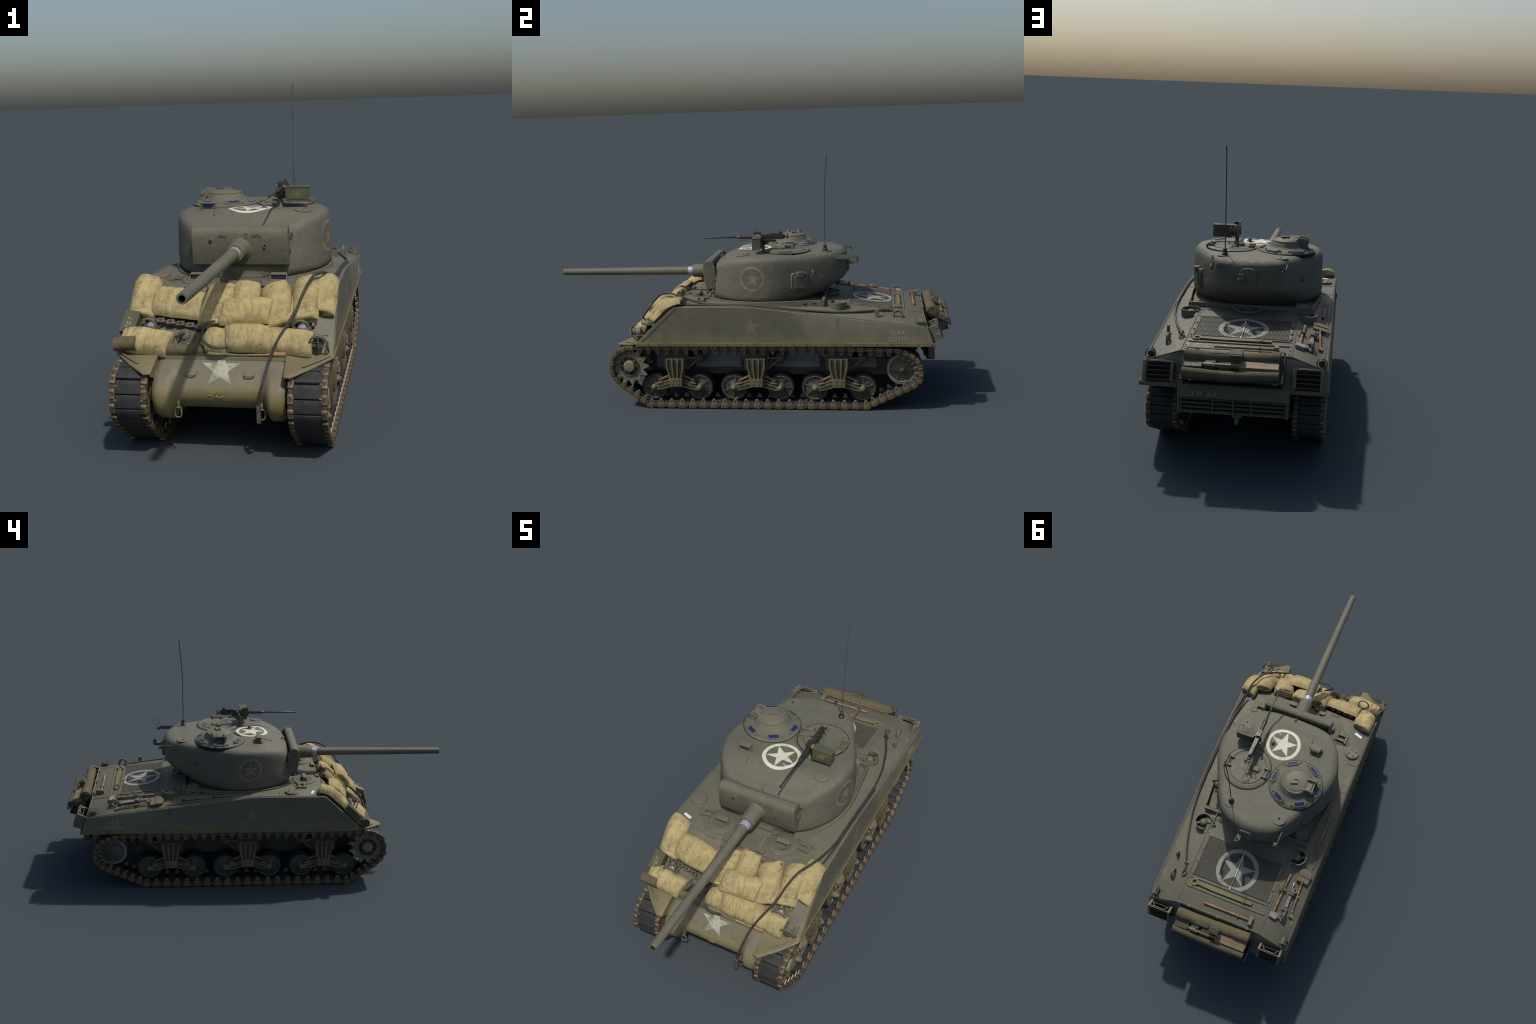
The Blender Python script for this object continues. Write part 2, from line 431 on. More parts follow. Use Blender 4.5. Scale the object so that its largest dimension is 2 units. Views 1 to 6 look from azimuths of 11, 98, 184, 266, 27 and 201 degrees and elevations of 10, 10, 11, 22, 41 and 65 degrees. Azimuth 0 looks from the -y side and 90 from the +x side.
for s in (1, -1):
    for y in (.44, .47, .5, .545, .595, .645, .70, .735, .77, .81, .845):
        h.at(mtx=deck_frame(s*.205, y)); h.ball((0, 0, 0), .0035, 8, 3, half=True)
for x in (-.16, -.12, -.05, .13, .16): h.at(mtx=deck_frame(x, .435)); h.ball((0, 0, 0), .003, 8, 3, half=True)
for x in (-.1, 0, .1): h.at(mtx=deck_frame(x, .855)); h.ball((0, 0, 0), .003, 8, 3, half=True)
h.finish('deck_bolt', hull, kind='stuff')
# louvred engine grille: fine bars in rows, dark below
h = B().mat('dark'); h.at(mtx=deck_frame(0, .618)); h.box((0, 0, -.0005), (.382, .198, .002)); h.mat('grille')
for side in (1, -1):
    n = 34
    for row in range(4):
        v0 = -.098+row*.049
        for i in range(n):
            h.box((side*(.0065+(i+.5)*.183/n), v0+.0245, .0022), (.0034, .046, .0030))
        h.box((side*.098, v0+.0005, .003), (.184, .002, .0036))
h.finish('engine_grille', hull, kind='stuff')

# skirts strips with bolts
h = B().mat('skirt'); h2 = B().mat('dark')
for s in (1, -1):
    for y0, y1 in ((-.526, -.3535), (-.3525, .5085), (.5095, .917)): h.box((s*.3635, (y0+y1)/2, .3255), (.005, y1-y0, .018))
    ys = [-.512, -.461, -.409, -.365]+[-.328+.0645*i for i in range(13)]+[.497, .523]+[.585+.063*i for i in range(6)]
    for y in ys: h2.lathe([(.0026, 0), (.0026, .0008)], (s*.366, y, .3255), (s, 0, 0), 8)
    h.box((s*.2915, .9135, .3235), (.147, .004, .016))
    for x in (.235, .2915, .35): h2.lathe([(.0026, 0), (.0026, .0008)], (s*x, .9155, .3235), (0, 1, 0), 8)
h.finish('mudguard_strip', hull, bevel=.001); h2.finish('strip_bolt', hull, kind='stuff')

# front mudguards: bent plates with raised rib and inner gusset
for s in (1, -1):
    h = B().mat('skirt')
    top = [(.213, -.548, .338), (.215, -.650, .297), (.238, -.655, .296), (.300, -.603, .312), (.363, -.537, .329), (.363, -.520, .333)]
    rings = [[V(p)+V((0, 0, dz)) for p in top] for dz in (-.006, 0)]
    h.loft(rings)
    h.prism([(-.55, .33), (-.648, .294), (-.648, .283), (-.60, .262), (-.555, .30)], .2145, .2185)
    h.tube(crom([(.268, -.606, .315), (.30, -.583, .321), (.34, -.548, .331), (.352, -.533, .334)], 4), [.001]+[.004]*11+[.001], 6)
    h.finish('front_mudguard', hull, bevel=.0012, mirror=(s < 0))

# ----------------------------------------------------------------- cast nose (transmission cover)
def nose_section(x):
    a = abs(x)
    k = 0 if a < .135 else min(1, (a-.135)/.035); k = k*k*(3-2*k)
    endr = 0 if a < .195 else ((a-.195)/.022)**2*.012
    pts = [(-.545, .322), (-.560, .314), (-.583, .286), (-.603, .257), (-.614, .232), (-.612, .207), (-.598, .183), (-.574, .163), (-.535, .149), (-.48, .140)]
    cy, cz = -.545, .232
    out = []
    for i, (y, z) in enumerate(pts):
        t = i/(len(pts)-1)
        w = max(0, min(1, (.30-z)/.06))
        d = V((0, y-cy, z-cz)).normalized()
        out.append(V((x, y, z))+d*(k*w*(.030+.010*max(0, min(1, (.24-z)/.05)))-endr))
    return out
h = B().mat('nose')
xs = [-.217+.434*i/62 for i in range(63)]
rings = []
for x in xs:
    q = nose_section(x); rings.append(crom(q, 3)+[V((x, -.47, .30))])
h.loft([r[::-1] for r in rings])
nose = h.finish('transmission_cover', root)
h = B().mat('skirt')     # bolted lip
h.prism([(-.556, .336), (-.530, .342), (-.53, .316), (-.557, .316)], -.214, .214)
h.mat('pale'); h.box((0, -.5565, .3345), (.428, .006, .003))
h.finish('front_lip', hull, bevel=.0012)
for s in (1, -1):
    h = B().mat('rim')
    h.tube(crom([(s*.080, -.578, .286), (s*.082, -.600, .279), (s*.096, -.602, .2785), (s*.110, -.600, .279), (s*.112, -.578, .286)], 3), .0026, 6)
    h.finish('nose_handle', nose)
    h = B().mat('pale')  # towing eye and shackle
    h.prism([(-.600, .20), (-.616, .185), (-.616, .170), (-.598, .165)], s*.138-.004, s*.138+.004)
    h.tube([(s*.138+dx, -.616, z) for dx, z in ((-.008, .172), (-.011, .165), (-.011, .148), (-.006, .140), (.006, .140), (.011, .148), (.011, .165), (.008, .172))], .0028, 6, closed=True)
    h.finish('towing_shackle', nose)
h = B().mat('nose')
h.lathe([(.0115, -.001), (.0115, .0015), (.0095, .0015), (.0095, -.001)], (-.031, -.6115, .224), (0, -1, .25), 20, cap=False)
h.ball((-.031, -.6125, .224), .004, 8, 3)
h.finish('casting_mark', nose)
RX = M.Rotation(PI/2, 4, 'X')
for z, t in ((.226, 'E1231'), (.214, '4CE7')):
    text(t, .013, M.Translation((.002, -.6160, z)) @ M.Rotation(rad(76), 4, 'X'), 'nose', 'casting_number', nose, .003)

# ----------------------------------------------------------------- rear plate
h = B().mat('paint')
h.prism([(.905, .34), (.9185, .334), (.9185, .279), (.9, .279)], -.217, .217)
rearp = h.finish('rear_plate', hull, bevel=.001)
h = B().mat('dark'); h.box((0, .880, .249), (.43, .004, .062)); h.mat('paint')
for s in (1, -1):
    h.box((s*.2115, .905, .2475), (.007, .030, .067)); h.box((s*.203, .911, .2475), (.004, .012, .067))
for i in range(4):
    h.box((0, .910, .2735-i*.0165), (.42, .012, .0030), rx=-.25)
for x in (-.072, .0, .078): h.box((x, .915, .247), (.004, .006, .060))
h.box((0, .895, .217), (.43, .03, .004))
h.finish('rear_louvre', hull)
h = B().mat('paint')
h.cyl((-.013, .885, .205), (-.013, .885, .176), .010); h.cyl((-.013, .885, .176), (-.013, .885, .168), .007); h.box((-.013, .88, .203), (.04, .03, .008))
h.finish('towing_pintle', hull, bevel=.001)
for x, t in ((.157, '7'), (.1305, '31'), (.082, 'A-3')):
    text(t, .024, M.Translation((x, .9189, .2965)) @ M.Rotation(PI, 4, 'Z') @ RX, 'stencil', 'unit_code', hull)
h = B().mat('stencil')   # outlined triangles in the unit code
for x in (.145, .112):
    h.tube([V((x+.0075, .9196, .2885)), V((x-.0075, .9196, .2885)), V((x-.001, .9196, .304))], .0016, 4, closed=True)
h.finish('unit_triangle', hull)

# exhaust deflector boxes
for s in (1, -1):
    h = B().mat('paint')
    for x in (.337, .235):
        h.prism([(.884, .404), (.927, .423), (.953, .352), (.916, .339), (.905, .339)], x-.006, x+.006)
        for yy, zz in ((.920, .405), (.932, .370)):
            h.box((x+(.0063 if x > .3 else -.0063), yy, zz), (.002, .018, .012), rx=-.3)
    h.mat('muffler')
    for i in range(5):
        t = i/4; h.mat('muffler' if i == 0 else 'soot'); h.box((.286, lerp(.924, .948, t), lerp(.415, .351, t)), (.094, .018, .0035), rx=.9)  # top slat red-brown, the lower slats almost black
    h.mat('muffler'); h.tube([(.325, .900, .412), (.313, .922, .421), (.262, .922, .421), (.247, .900, .412)], .004, 6)
    h.mat('dark'); h.box((.286, .913, .378), (.095, .004, .072), rx=.3)
    h.finish('exhaust_deflector', hull, bevel=.001, mirror=(s < 0))

# ----------------------------------------------------------------- tracks
TRK = [(.592, .0132), (-.474, .0132), (-.545, .062), (-.618, .115), (-.656, .160), (-.663, .206), (-.643, .266), (-.604, .292), (-.555, .3035), (-.45, .3035),
       (0., .3025), (.45, .300), (.735, .294), (.795, .276), (.838, .236), (.851, .190), (.842, .142), (.812, .116)]
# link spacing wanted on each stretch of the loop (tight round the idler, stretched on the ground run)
SPACING = [.0533, .043, .041, .046, .046, .046, .046, .045, .044, .0475, .0475, .045, .036, .034, .034, .034, .036, .042]
def loop_samples(P, sp):
    P = [V((0, y, z)) for y, z in P]; L = len(P); seg = [(P[(i+1) % L]-P[i]).length/sp[i] for i in range(L)]; tot = sum(seg); n = round(tot); out = []
    for k in range(n):
        d = tot*k/n; i = 0
        while d > seg[i]: d -= seg[i]; i += 1
        out.append(P[i].lerp(P[(i+1) % L], d/seg[i]))
    return out
joints = loop_samples(TRK, SPACING); NL = len(joints); pitch = .05
hp = B().mat('rubber'); hp.box((0, 0, 0), (.090, pitch*.965, .0225)); hp.mat('endblock')
for sx in (1, -1): hp.box((sx*.0535, 0, 0), (.017, pitch*.46, .019))
pad0 = hp.finish('track_pad', None, bevel=.0022, seg=2, link=False)
hc = B().mat('link')     # end connector, local y along the run, +z to the inside of the loop, +x outwards
hc.prism([(-.0165, -.008), (-.014, -.0112), (.014, -.0112), (.0165, -.008), (.0165, .006), (.013, .0105), (-.013, .0105), (-.0165, .006)], -.009, .009)
for yy in (-.0085, .0085): hc.lathe([(.0052, 0), (.0052, .0010), (.0032, .0016)], (.009, yy, -.001), (1, 0, 0), 10)
hc.mat('endblock'); hc.box((0, 0, -.0108), (.012, .016, .0012))
hc.mat('horn'); hc.prism([(-.0115, .010), (.0115, .010), (.0050, .032), (-.0050, .032)], -.007, -.002)
hc.mat('endblock'); hc.prism([(-.0075, .012), (.0075, .012), (.0028, .029), (-.0028, .029)], -.0022, -.0012)
con0 = hc.finish('end_connector', None, bevel=.0012, link=False)
for s in (1, -1):
    hpin = B().mat('link')
    for k in range(NL):
        p = joints[k]; t = (joints[(k+1) % NL]-joints[k-1]).normalized()
        for dd in (-.0095, .0095):
            q = p+t*dd; hpin.cyl((s*.232, q.y, q.z), (s*.350, q.y, q.z), .0045, n=6)
    track = hpin.finish('track', root)
    for k in range(NL):
        a, c = joints[k], joints[(k+1) % NL]; mid = (a+c)/2; t = (c-a).normalized()
        # the loop runs along the ground towards -y, then up the front: inner side normal
        up = V((0, t.z, -t.y)); k_ = (c-a).length/pitch
        dup(pad0, M(((1, 0, 0, s*.2905), (0, t.y*k_, up.y, mid.y), (0, t.z*k_, up.z, mid.z), (0, 0, 0, 1))), track)
        t = (joints[(k+1) % NL]-joints[k-1]); k_ = min(1.1, t.length/2/.044); t.normalize(); up = V((0, t.z, -t.y))
        for xo, sx in ((s*.3435, s), (s*.2375, -s)):
            dup(con0, M(((sx, 0, 0, xo), (0, t.y*k_, up.y, a.y), (0, t.z*k_, up.z, a.z), (0, 0, 0, 1))), track)

# ----------------------------------------------------------------- road wheels, idlers, sprockets
def wheel_mesh(r, spoke_n, face='wheel', edge='rim'):
    w = B().mat(face)
    w.lathe([(r*.80, -.030), (r*.80, .026), (r*.30, .030), (r*.26, .038), (r*.16, .040)], (0, 0, 0), (1, 0, 0), 36)
    w.mat(edge); w.lathe([(r*.86, .022), (r*.87, .0335), (r*.81, .0335), (r*.80, .027)], (0, 0, 0), (1, 0, 0), 40, cap=False)
    for i in range(spoke_n):
        a = 2*PI*i/spoke_n
        w.at(mtx=M.Rotation(a, 4, 'X')); w.mat(edge if i % 3 == 0 else face)
        w.prism([(r*.25, -.0016), (r*.80, -.0024), (r*.80, .0024), (r*.25, .0016)], .024, .0320, 'yz')
    for i in range(3):
        a = 2*PI*(i+.5)/3+.3; w.mat('dark'); w.at(); w.lathe([(.004, .028), (.004, .0312)], (0, math.cos(a)*r*.5, math.sin(a)*r*.5), (1, 0, 0), 8)
    return w
def tyre_mesh(r):
    w = B().mat('tyre')
    w.lathe([(r*.84, -.033), (r*.97, -.033), (r, -.029), (r, .027), (r*.97, .031), (r*.86, .0315)], (0, 0, 0), (1, 0, 0), 40, cap=False)
    return w
wheel0 = wheel_mesh(.068, 6).finish('road_wheel', None, bevel=.0008, link=False)
tyre0 = tyre_mesh(.068).finish('tyre', None, link=False)
idl0 = wheel_mesh(.074, 6, 'idler', 'idlerim').finish('idler_wheel', None, bevel=.0008, link=False)
w = B().mat('idlerim'); w.lathe([(.062, -.033), (.0735, -.033), (.0735, .031), (.064, .0315)], (0, 0, 0), (1, 0, 0), 40, cap=False)
w.mat('wheel'); w.ball((.038, 0, 0), .013, 12, 6)
idr0 = w.finish('idler_rim', None, link=False)
WY = (-.4535, -.227, -.0535, .175, .3435, .573)
for s in (1, -1):
    R = M() if s > 0 else M.Rotation(PI, 4, 'Z')
    for i, y in enumerate(WY):
        o = dup(wheel0, M.Translation((s*.278, y, .0955)) @ R @ M.Rotation(i*.7, 4, 'X'), root); dup(tyre0, M(), o)
    o = dup(idl0, M.Translation((s*.278, .763, .190)) @ R, root); dup(idr0, M(), o)
# sprocket: two toothed plates on a drum
w = B()
NT = 13
def toothed(r_root, r_tip):
    P = []
    for i in range(NT):
        a = 2*PI*i/NT
        for da, r in ((-.215, r_root), (-.115, r_root+(r_tip-r_root)*.5), (-.022, r_tip), (.022, r_tip), (.115, r_root+(r_tip-r_root)*.5), (.215, r_root)):
            P.append((math.cos(a+da)*r, math.sin(a+da)*r))
    return P
w.mat('sprocket'); w.prism(toothed(.073, .0985), .040, .049)
w.prism(toothed(.073, .0985), -.049, -.040)
w.mat('wheel'); w.lathe([(.06, -.048), (.06, .044)], (0, 0, 0), (1, 0, 0), 28)
w.lathe([(.0500, .047), (.0505, .053), (.047, .0535), (.0455, .047)], (0, 0, 0), (1, 0, 0), 36, cap=False)
w.mat('soot'); w.lathe([(.046, .046), (.046, .0492)], (0, 0, 0), (1, 0, 0), 32)  # near-black disc round the hub
w.mat('sprocket'); w.lathe([(.030, .048), (.029, .055), (.0265, .058), (.0255, .061), (.024, .0615)], (0, 0, 0), (1, 0, 0), 30)
w.mat('rim')
for i in range(8):
    a = 2*PI*i/8; w.ball((.050, math.cos(a)*.0385, math.sin(a)*.0385), .0042, 8, 4)
w.mat('muffler')
for i in range(NT):
    a = 2*PI*i/NT; w.lathe([(.0042, .0485), (.0042, .0497)], (0, math.cos(a)*.062, math.sin(a)*.062), (1, 0, 0), 8)
    a += PI/NT; w.lathe([(.0026, .0485), (.0026, .0497)], (0, math.cos(a)*.066, math.sin(a)*.066), (1, 0, 0), 6)
spr0 = w.finish('drive_sprocket', None, bevel=.001, link=False)
for s in (1, -1): dup(spr0, M.Translation((s*.2875, -.571, .2085)) @ (M() if s > 0 else M.Rotation(PI, 4, 'Z')), root)
h = B().mat('lower')
for s in (1, -1):
    h.mat('nose'); h.lathe([(.070, 0), (.070, .028), (.066, .033), (.055, .034), (.05, .05)], (s*.19, -.556, .222), (s, 0, 0), 32); h.mat('lower')
    h.box((s*.225, .762, .19), (.03, .05, .05)); h.box((s*.225, .70, .20), (.02, .12, .05))
h.finish('final_drive', root, bevel=.003)

# ----------------------------------------------------------------- bogies (vertical spring suspension)
def bogie(s):
    w = B().mat('bogie')
    # spring housing, tapering box with raised ribs; arms swing below it
    w.prism([(-.045, .250), (.045, .250), (.043, .200), (.030, .112), (.026, .107), (-.026, .107), (-.030, .112), (-.043, .200)], .300, .341)
    for i in range(4):
        t = -1+2*i/3
        w.prism([(t*.041-.0040, .249), (t*.041+.0040, .249), (t*.040+.0036, .205), (t*.0240+.0036, .148), (t*.0240-.0036, .148), (t*.040-.0036, .205)], .337, .3495)
    w.prism([(-.034, .150), (.034, .150), (.029, .109), (-.029, .109)], .337, .3505)
    w.mat('lower')
    for i in range(3):
        t = (-1+2*(i+.5)/3); w.prism([(t*.041-.0085, .246), (t*.041+.0085, .246), (t*.026+.0035, .153), (t*.026-.0035, .153)], .3405, .3425)
    for yy in (-.012, .014): w.lathe([(.0055, .0), (.0055, .0012)], (.3505, yy, .122), (1, 0, 0), 10)
    w.mat('bogie')
    for yy in (-.012, .014): w.lathe([(.0048, .0), (.004, .003)], (.3503, yy, .141), (1, 0, 0), 8)
    # wide mounting bracket bolted to the hull
    w.mat('wheel'); w.prism([(-.075, .300), (.062, .300), (.062, .258), (.056, .236), (.054, .188), (.046, .180), (-.046, .180), (-.062, .190), (-.062, .236), (-.075, .252)], .222, .312)
    # arm that carries the return roller behind
    w.prism([(.05, .250), (.118, .246), (.118, .238), (.06, .186), (.052, .19)], .250, .290)
    w.mat('bogie'); w.prism([(.05, .250), (.112, .247), (.112, .2415), (.05, .243)], .290, .318)
    w.tube([(.312, .056, .188), (.312, .106, .236)], .0032, 6)
    w.mat('wheel'); w.lathe([(.026, -.05), (.026, .0), (.020, .004), (.018, .013), (.006, .016)], (.30, .116, .2445), (1, 0, 0), 16)
    w.mat('bogie')
    for i in range(6): w.ball((.314, .116+math.cos(i*PI/3)*.013, .2445+math.sin(i*PI/3)*.013), .003, 6, 3)
    # swinging arms to the two hubs
    for d in (1, -1):
        hub = V((0, d*.114, .0985))
        w.mat('bogie')
        w.prism([(d*.020, .118), (d*.030, .130), (d*.098, .110), (d*.112, .1075), (d*.112, .086), (d*.095, .085), (d*.024, .102)], .318, .333)
        w.prism([(d*.0, .12), (d*.03, .135), (d*.085, .112), (d*.085, .090), (d*.024, .100), (d*.0, .104)], .24, .318)
        w.mat('soot'); w.prism([(d*.036, .109), (d*.092, .094), (d*.092, .1025), (d*.036, .120)], .331, .3338); w.mat('bogie')  # near-black strip along the lower arm
        w.lathe([(.0150, -.022), (.0150, .002), (.0095, .004), (.0080, .009), (.005, .0110)], (.333, hub.y, hub.z), (1, 0, 0), 14)
        w.prism([(d*.020, .158), (d*.026, .167), (d*.088, .139), (d*.084, .131)], .312, .326)     # upper link
        w.prism([(d*.03, .136), (d*.085, .116), (d*.087, .122), (d*.03, .143)], .322, .3325)
        w.mat('muffler'); w.prism([(d*.074, .142), (d*.092, .138), (d*.096, .119), (d*.072, .125)], .322, .334)
        w.mat('bogie'); w.cyl((.3325, d*.070, .125), (.3325, d*.100, .119), .0048, n=8)
        w.mat('wheel'); w.prism([(d*.02, .15), (d*.05, .155), (d*.10, .125), (d*.112, .085), (d*.09, .09), (d*.02, .11)], .222, .229)
    return w
for s in (1, -1):
    b0 = bogie(s).finish('suspension_bogie', None, bevel=.0014, mirror=(s < 0), link=False)
    for y in (-.339, .061, .460): dup(b0, M.Translation((0, y, 0)), root)

# ----------------------------------------------------------------- turret shell
# rows from the ring up to the roof; each row is half a plan outline, nose to bustle: (x, y, z)
ROWS = [
 [(0, -.19, .503), (.13, -.155, .503), (.205, -.085, .503), (.262, .04, .503), (.261, .15, .503), (.203, .257, .503), (.138, .312, .503), (.08, .337, .503), (0, .347, .503)],
 [(0, -.185, .53), (.165, -.158, .53), (.242, -.075, .526), (.287, .045, .523), (.287, .15, .523), (.228, .288, .535), (.160, .381, .556), (.106, .423, .565), (0, .444, .562)],
 [(0, -.18, .575), (.174, -.155, .575), (.248, -.074, .568), (.294, .045, .563), (.296, .15, .563), (.240, .29, .575), (.174, .406, .594), (.126, .459, .604), (0, .490, .603)],
 [(0, -.172, .625), (.175, -.146, .625), (.247, -.072, .622), (.292, .045, .622), (.294, .15, .625), (.241, .285, .635), (.175, .410, .645), (.128, .464, .650), (0, .499, .650)],
 [(0, -.162, .668), (.174, -.142, .674), (.245, -.068, .690), (.289, .045, .702), (.289, .149, .704), (.234, .283, .707), (.173, .408, .708), (.127, .462, .710), (0, .497, .710)],
 [(0, -.148, .690), (.170, -.127, .695), (.240, -.058, .7125), (.2825, .046, .7205), (.281, .148, .722), (.226, .281, .723), (.168, .403, .724), (.124, .455, .724), (0, .488, .724)],
 [(0, -.108, .705), (.151, -.091, .709), (.220, -.041, .7265), (.266, .048, .7325), (.263, .147, .7335), (.211, .274, .7345), (.156, .391, .735), (.114, .438, .735), (0, .470, .735)],
 [(0, -.040, .7395), (.11, -.037, .7395), (.180, -.012, .7388), (.215, .055, .7382), (.215, .146, .7382), (.172, .256, .7382), (.122, .350, .7382), (.085, .385, .7382), (0, .405, .7382)],
 [(0, .05, .7400), (.03, .055, .7400), (.05, .07, .7400), (.06, .10, .740), (.06, .14, .740), (.05, .17, .740), (.04, .19, .740), (.02, .20, .740), (0, .205, .740)],
]
cols = []
closedrows = []
for r in ROWS:
    full = r+[(-x, y, z) for x, y, z in r[-2:0:-1]]
    closedrows.append(crom(full, 9, True))
npt = len(closedrows[0])
colcurves = [crom([closedrows[k][i] for k in range(len(ROWS))], 5) for i in range(npt)]
rings = [[colcurves[i][k] for i in range(npt)] for k in range(len(colcurves[0]))]
for r in rings:      # uneven cast skin
    for p in r:
        d = mn.noise(p*16)*.0016+mn.noise(p*45)*.0007
        p += V((p.x, p.y-.12, .0)).normalized()*d
h = B().mat('turret'); h.loft(rings)
turret = h.finish('turret', root)
tb = BVHTree.FromPolygons([tuple(v) for v in h.v], h.f)
def roof(x, y, lift=0.):
    hit = tb.ray_cast(V((x, y, 1.2)), V((0, 0, -1))); p = hit[0] if hit[0] else V((x, y, .735))
    return p+V((0, 0, lift))
def wall(o, d):
    hit = tb.ray_cast(V(o), V(d).normalized()); return hit[0], hit[1]
# splash collar round the turret ring
pts = [(0, -.232), (.12, -.215), (.205, -.150), (.262, -.06), (.296, .05), (.298, .14), (.285, .26), (.270, .385)]
P = crom([V((x, y, 0)) for x, y in pts], 5)
P = P+[V((-p.x, p.y, 0)) for p in P[::-1][:-1]]
rings = []
for i, p in enumerate(P):
    t = (P[(i+1) % len(P)]-P[i-1]).normalized(); nrm = V((t.y, -t.x, 0))
    zt = lerp(.519, .523, max(0, (p.y+.2)/.6))
    zb = deck(p.x, p.y).z-.004
    rings.append([V((p.x, p.y, zb))+nrm*.0035, V((p.x, p.y, zt-.001))+nrm*.003, V((p.x, p.y, zt))-nrm*.003, V((p.x, p.y, zb))-nrm*.0035])
h = B().mat('paint'); h.loft([r[::-1] for r in rings])
h.box((0, .392, .509), (.546, .007, .028))
h.mat('dark')
for y in (.30, .345):
    for s in (1, -1): h.box((s*.2835+(-s*.0075 if y > .32 else 0), y, .507), (.006, .022 if y > .32 else .014, .006))
h.mat('redlens'); h.box((.185, .388, .523), (.04, .012, .004))
h.finish('turret_ring_guard', hull, bevel=.0008)

# ----------------------------------------------------------------- gun
h = B().mat('cast')
mp = [(-.166, .700), (-.180, .7035), (-.196, .701), (-.207, .693), (-.2125, .680), (-.2135, .66), (-.211, .625), (-.205, .588), (-.199, .566), (-.192, .561), (-.168, .561), (-.166, .57)]
h.prism([p for p in mp], -.175, .175)
mant = h.finish('gun_mantlet', root, bevel=.0022, angle=50)
h = B().mat('cast')
h.lathe([(.044, 0), (.039, .008), (.0365, .02), (.0345, .045), (.0325, .088), (.0315, .090), (.020, .0905)], (0, -.210, .623), (0, -1, 0), 36)
h.finish('gun_sleeve', mant)
h = B().mat('ringpaint'); h.lathe([(.0232, 0), (.0228, .027)], (0, -.299, .623), (0, -1, 0), 32)
h.finish('recoil_ring', mant)
h = B().mat('pale'); h.lathe([(.0222, 0), (.0215, .05), (.0168, .672), (.0166, .676), (.0158, .6785), (.0100, .6785)], (0, -.3225, .623), (0, -1, 0), 36, cap=False)
h.mat('dark'); h.lathe([(.0102, .679), (.0098, .60), (.0001, .598)], (0, -.3225, .623), (0, -1, 0), 24, cap=False)
h.finish('gun_barrel', mant)
h = B().mat('paint')
h.lathe([(.010, -.004), (.010, .003), (.0082, .0045)], (-.104, -.2105, .654), (0, -1, .05), 16)
h.mat('glass'); h.ball((-.104, -.2125, .654), .0072, 12, 6); h.finish('gun_sight', mant)
h = B().mat('paint'); h.lathe([(.0075, -.004), (.0075, .006), (.0045, .0062), (.0042, .001)], (.093, -.211, .636), (0, -1, .05), 14, cap=False)
h.mat('dark'); h.lathe([(.0046, .002), (.0046, .003)], (.093, -.211, .636), (0, -1, .05), 12); h.finish('coaxial_port', mant)
MT = M.Translation
for x, t, sz in ((-.060, 'E8543', .012), (.062, '13074', .0145)):
    text(t, sz, MT((x, -.2142, .672)) @ M.Rotation(rad(92), 4, 'X'), 'cast', 'casting_number', mant, .003)
h = B().mat('cast'); h.lathe([(.0085, -.001), (.0085, .0015), (.0065, .0015), (.0065, -.001)], (.026, -.2130, .672), (0, -1, 0), 18, cap=False); h.finish('casting_mark', mant)
for s in (1, -1):        # trunnion covers and small lugs at the mantlet ends
    h = B().mat('cast')
    h.prism([(-.168, .70), (-.160, .69), (-.150, .655), (-.153, .632), (-.150, .60), (-.158, .563), (-.168, .563)], .1655, .1745)
    h.lathe([(.0145, 0), (.0145, .004)], (.174, -.158, .617), (1, 0, 0), 20)
    h.mat('dark'); h.lathe([(.0015, .004), (.0015, .0046)], (.174, -.158, .617), (1, 0, 0), 6)
    h.mat('pale')
    h.tube(crom([(.176, -.160, .676), (.183, -.156, .673), (.183, -.150, .663), (.176, -.149, .655)], 3), .0028, 6)
    h.finish('trunnion_cover', mant, mirror=(s < 0))
def hoop(bld, base, ax, w, hgt, r):
    ax = V(ax).normalized(); bld.tube(crom([V(base)-ax*w/2, V(base)-ax*w*.46+V((0, 0, hgt*.6)), V(base)-ax*w*.22+V((0, 0, hgt*.95)), V(base)+ax*w*.22+V((0, 0, hgt*.95)), V(base)+ax*w*.46+V((0, 0, hgt*.6)), V(base)+ax*w/2], 3), r, 7)
h = B().mat('pale'); hoop(h, roof(0, -.142, -.003), (0, 1, .35), .018, .013, .0034); h.finish('lifting_eye', turret)
for s in (1, -1):
    c, n_ = wall((s*.6, .336, .645), (-s, 0, 0)); n_ = n_ if n_.dot(V((s, 0, 0))) > 0 else -n_
    h = B().mat('pale')
    h.tube(crom([c+V((0, 0, .015)), c+n_*.010+V((0, 0, .011)), c+n_*.013, c+n_*.010-V((0, 0, .011)), c-V((0, 0, .015))], 3), .0036, 7)
    h.finish('lifting_eye', turret)

# ----------------------------------------------------------------- commander cupola
CX, CY = -.134, .204
h = B().mat('turret'); h.mat('cast')
h.lathe([(.127, .725), (.1265, .7425), (.122, .7465), (.106, .7525), (.092, .756), (.083, .760), (.076, .768), (.0695, .780), (.066, .7825)], (CX, CY, 0), n=48)
h.mat('dark'); h.lathe([(.1295, .725), (.1295, .7408)], (CX, CY, 0), n=48)
cup = h.finish('commander_cupola', root)
h = B().mat('pale')
h.lathe([(.066, .781), (.0665, .7865), (.062, .7885), (.057, .7870), (.054, .7895), (.049, .791), (.035, .795), (.018, .797), (.0, .7975)], (CX, CY, 0), n=36)
h.tube([(CX-.012, CY-.004, .794), (CX-.012, CY-.004, .806), (CX+.012, CY+.004, .806), (CX+.012, CY+.004, .794)], .0016, 6)
h.box((CX+.006, CY+.010, .8005), (.036, .024, .006), rz=.35)
h.finish('cupola_lid', cup, bevel=0)
win0 = None
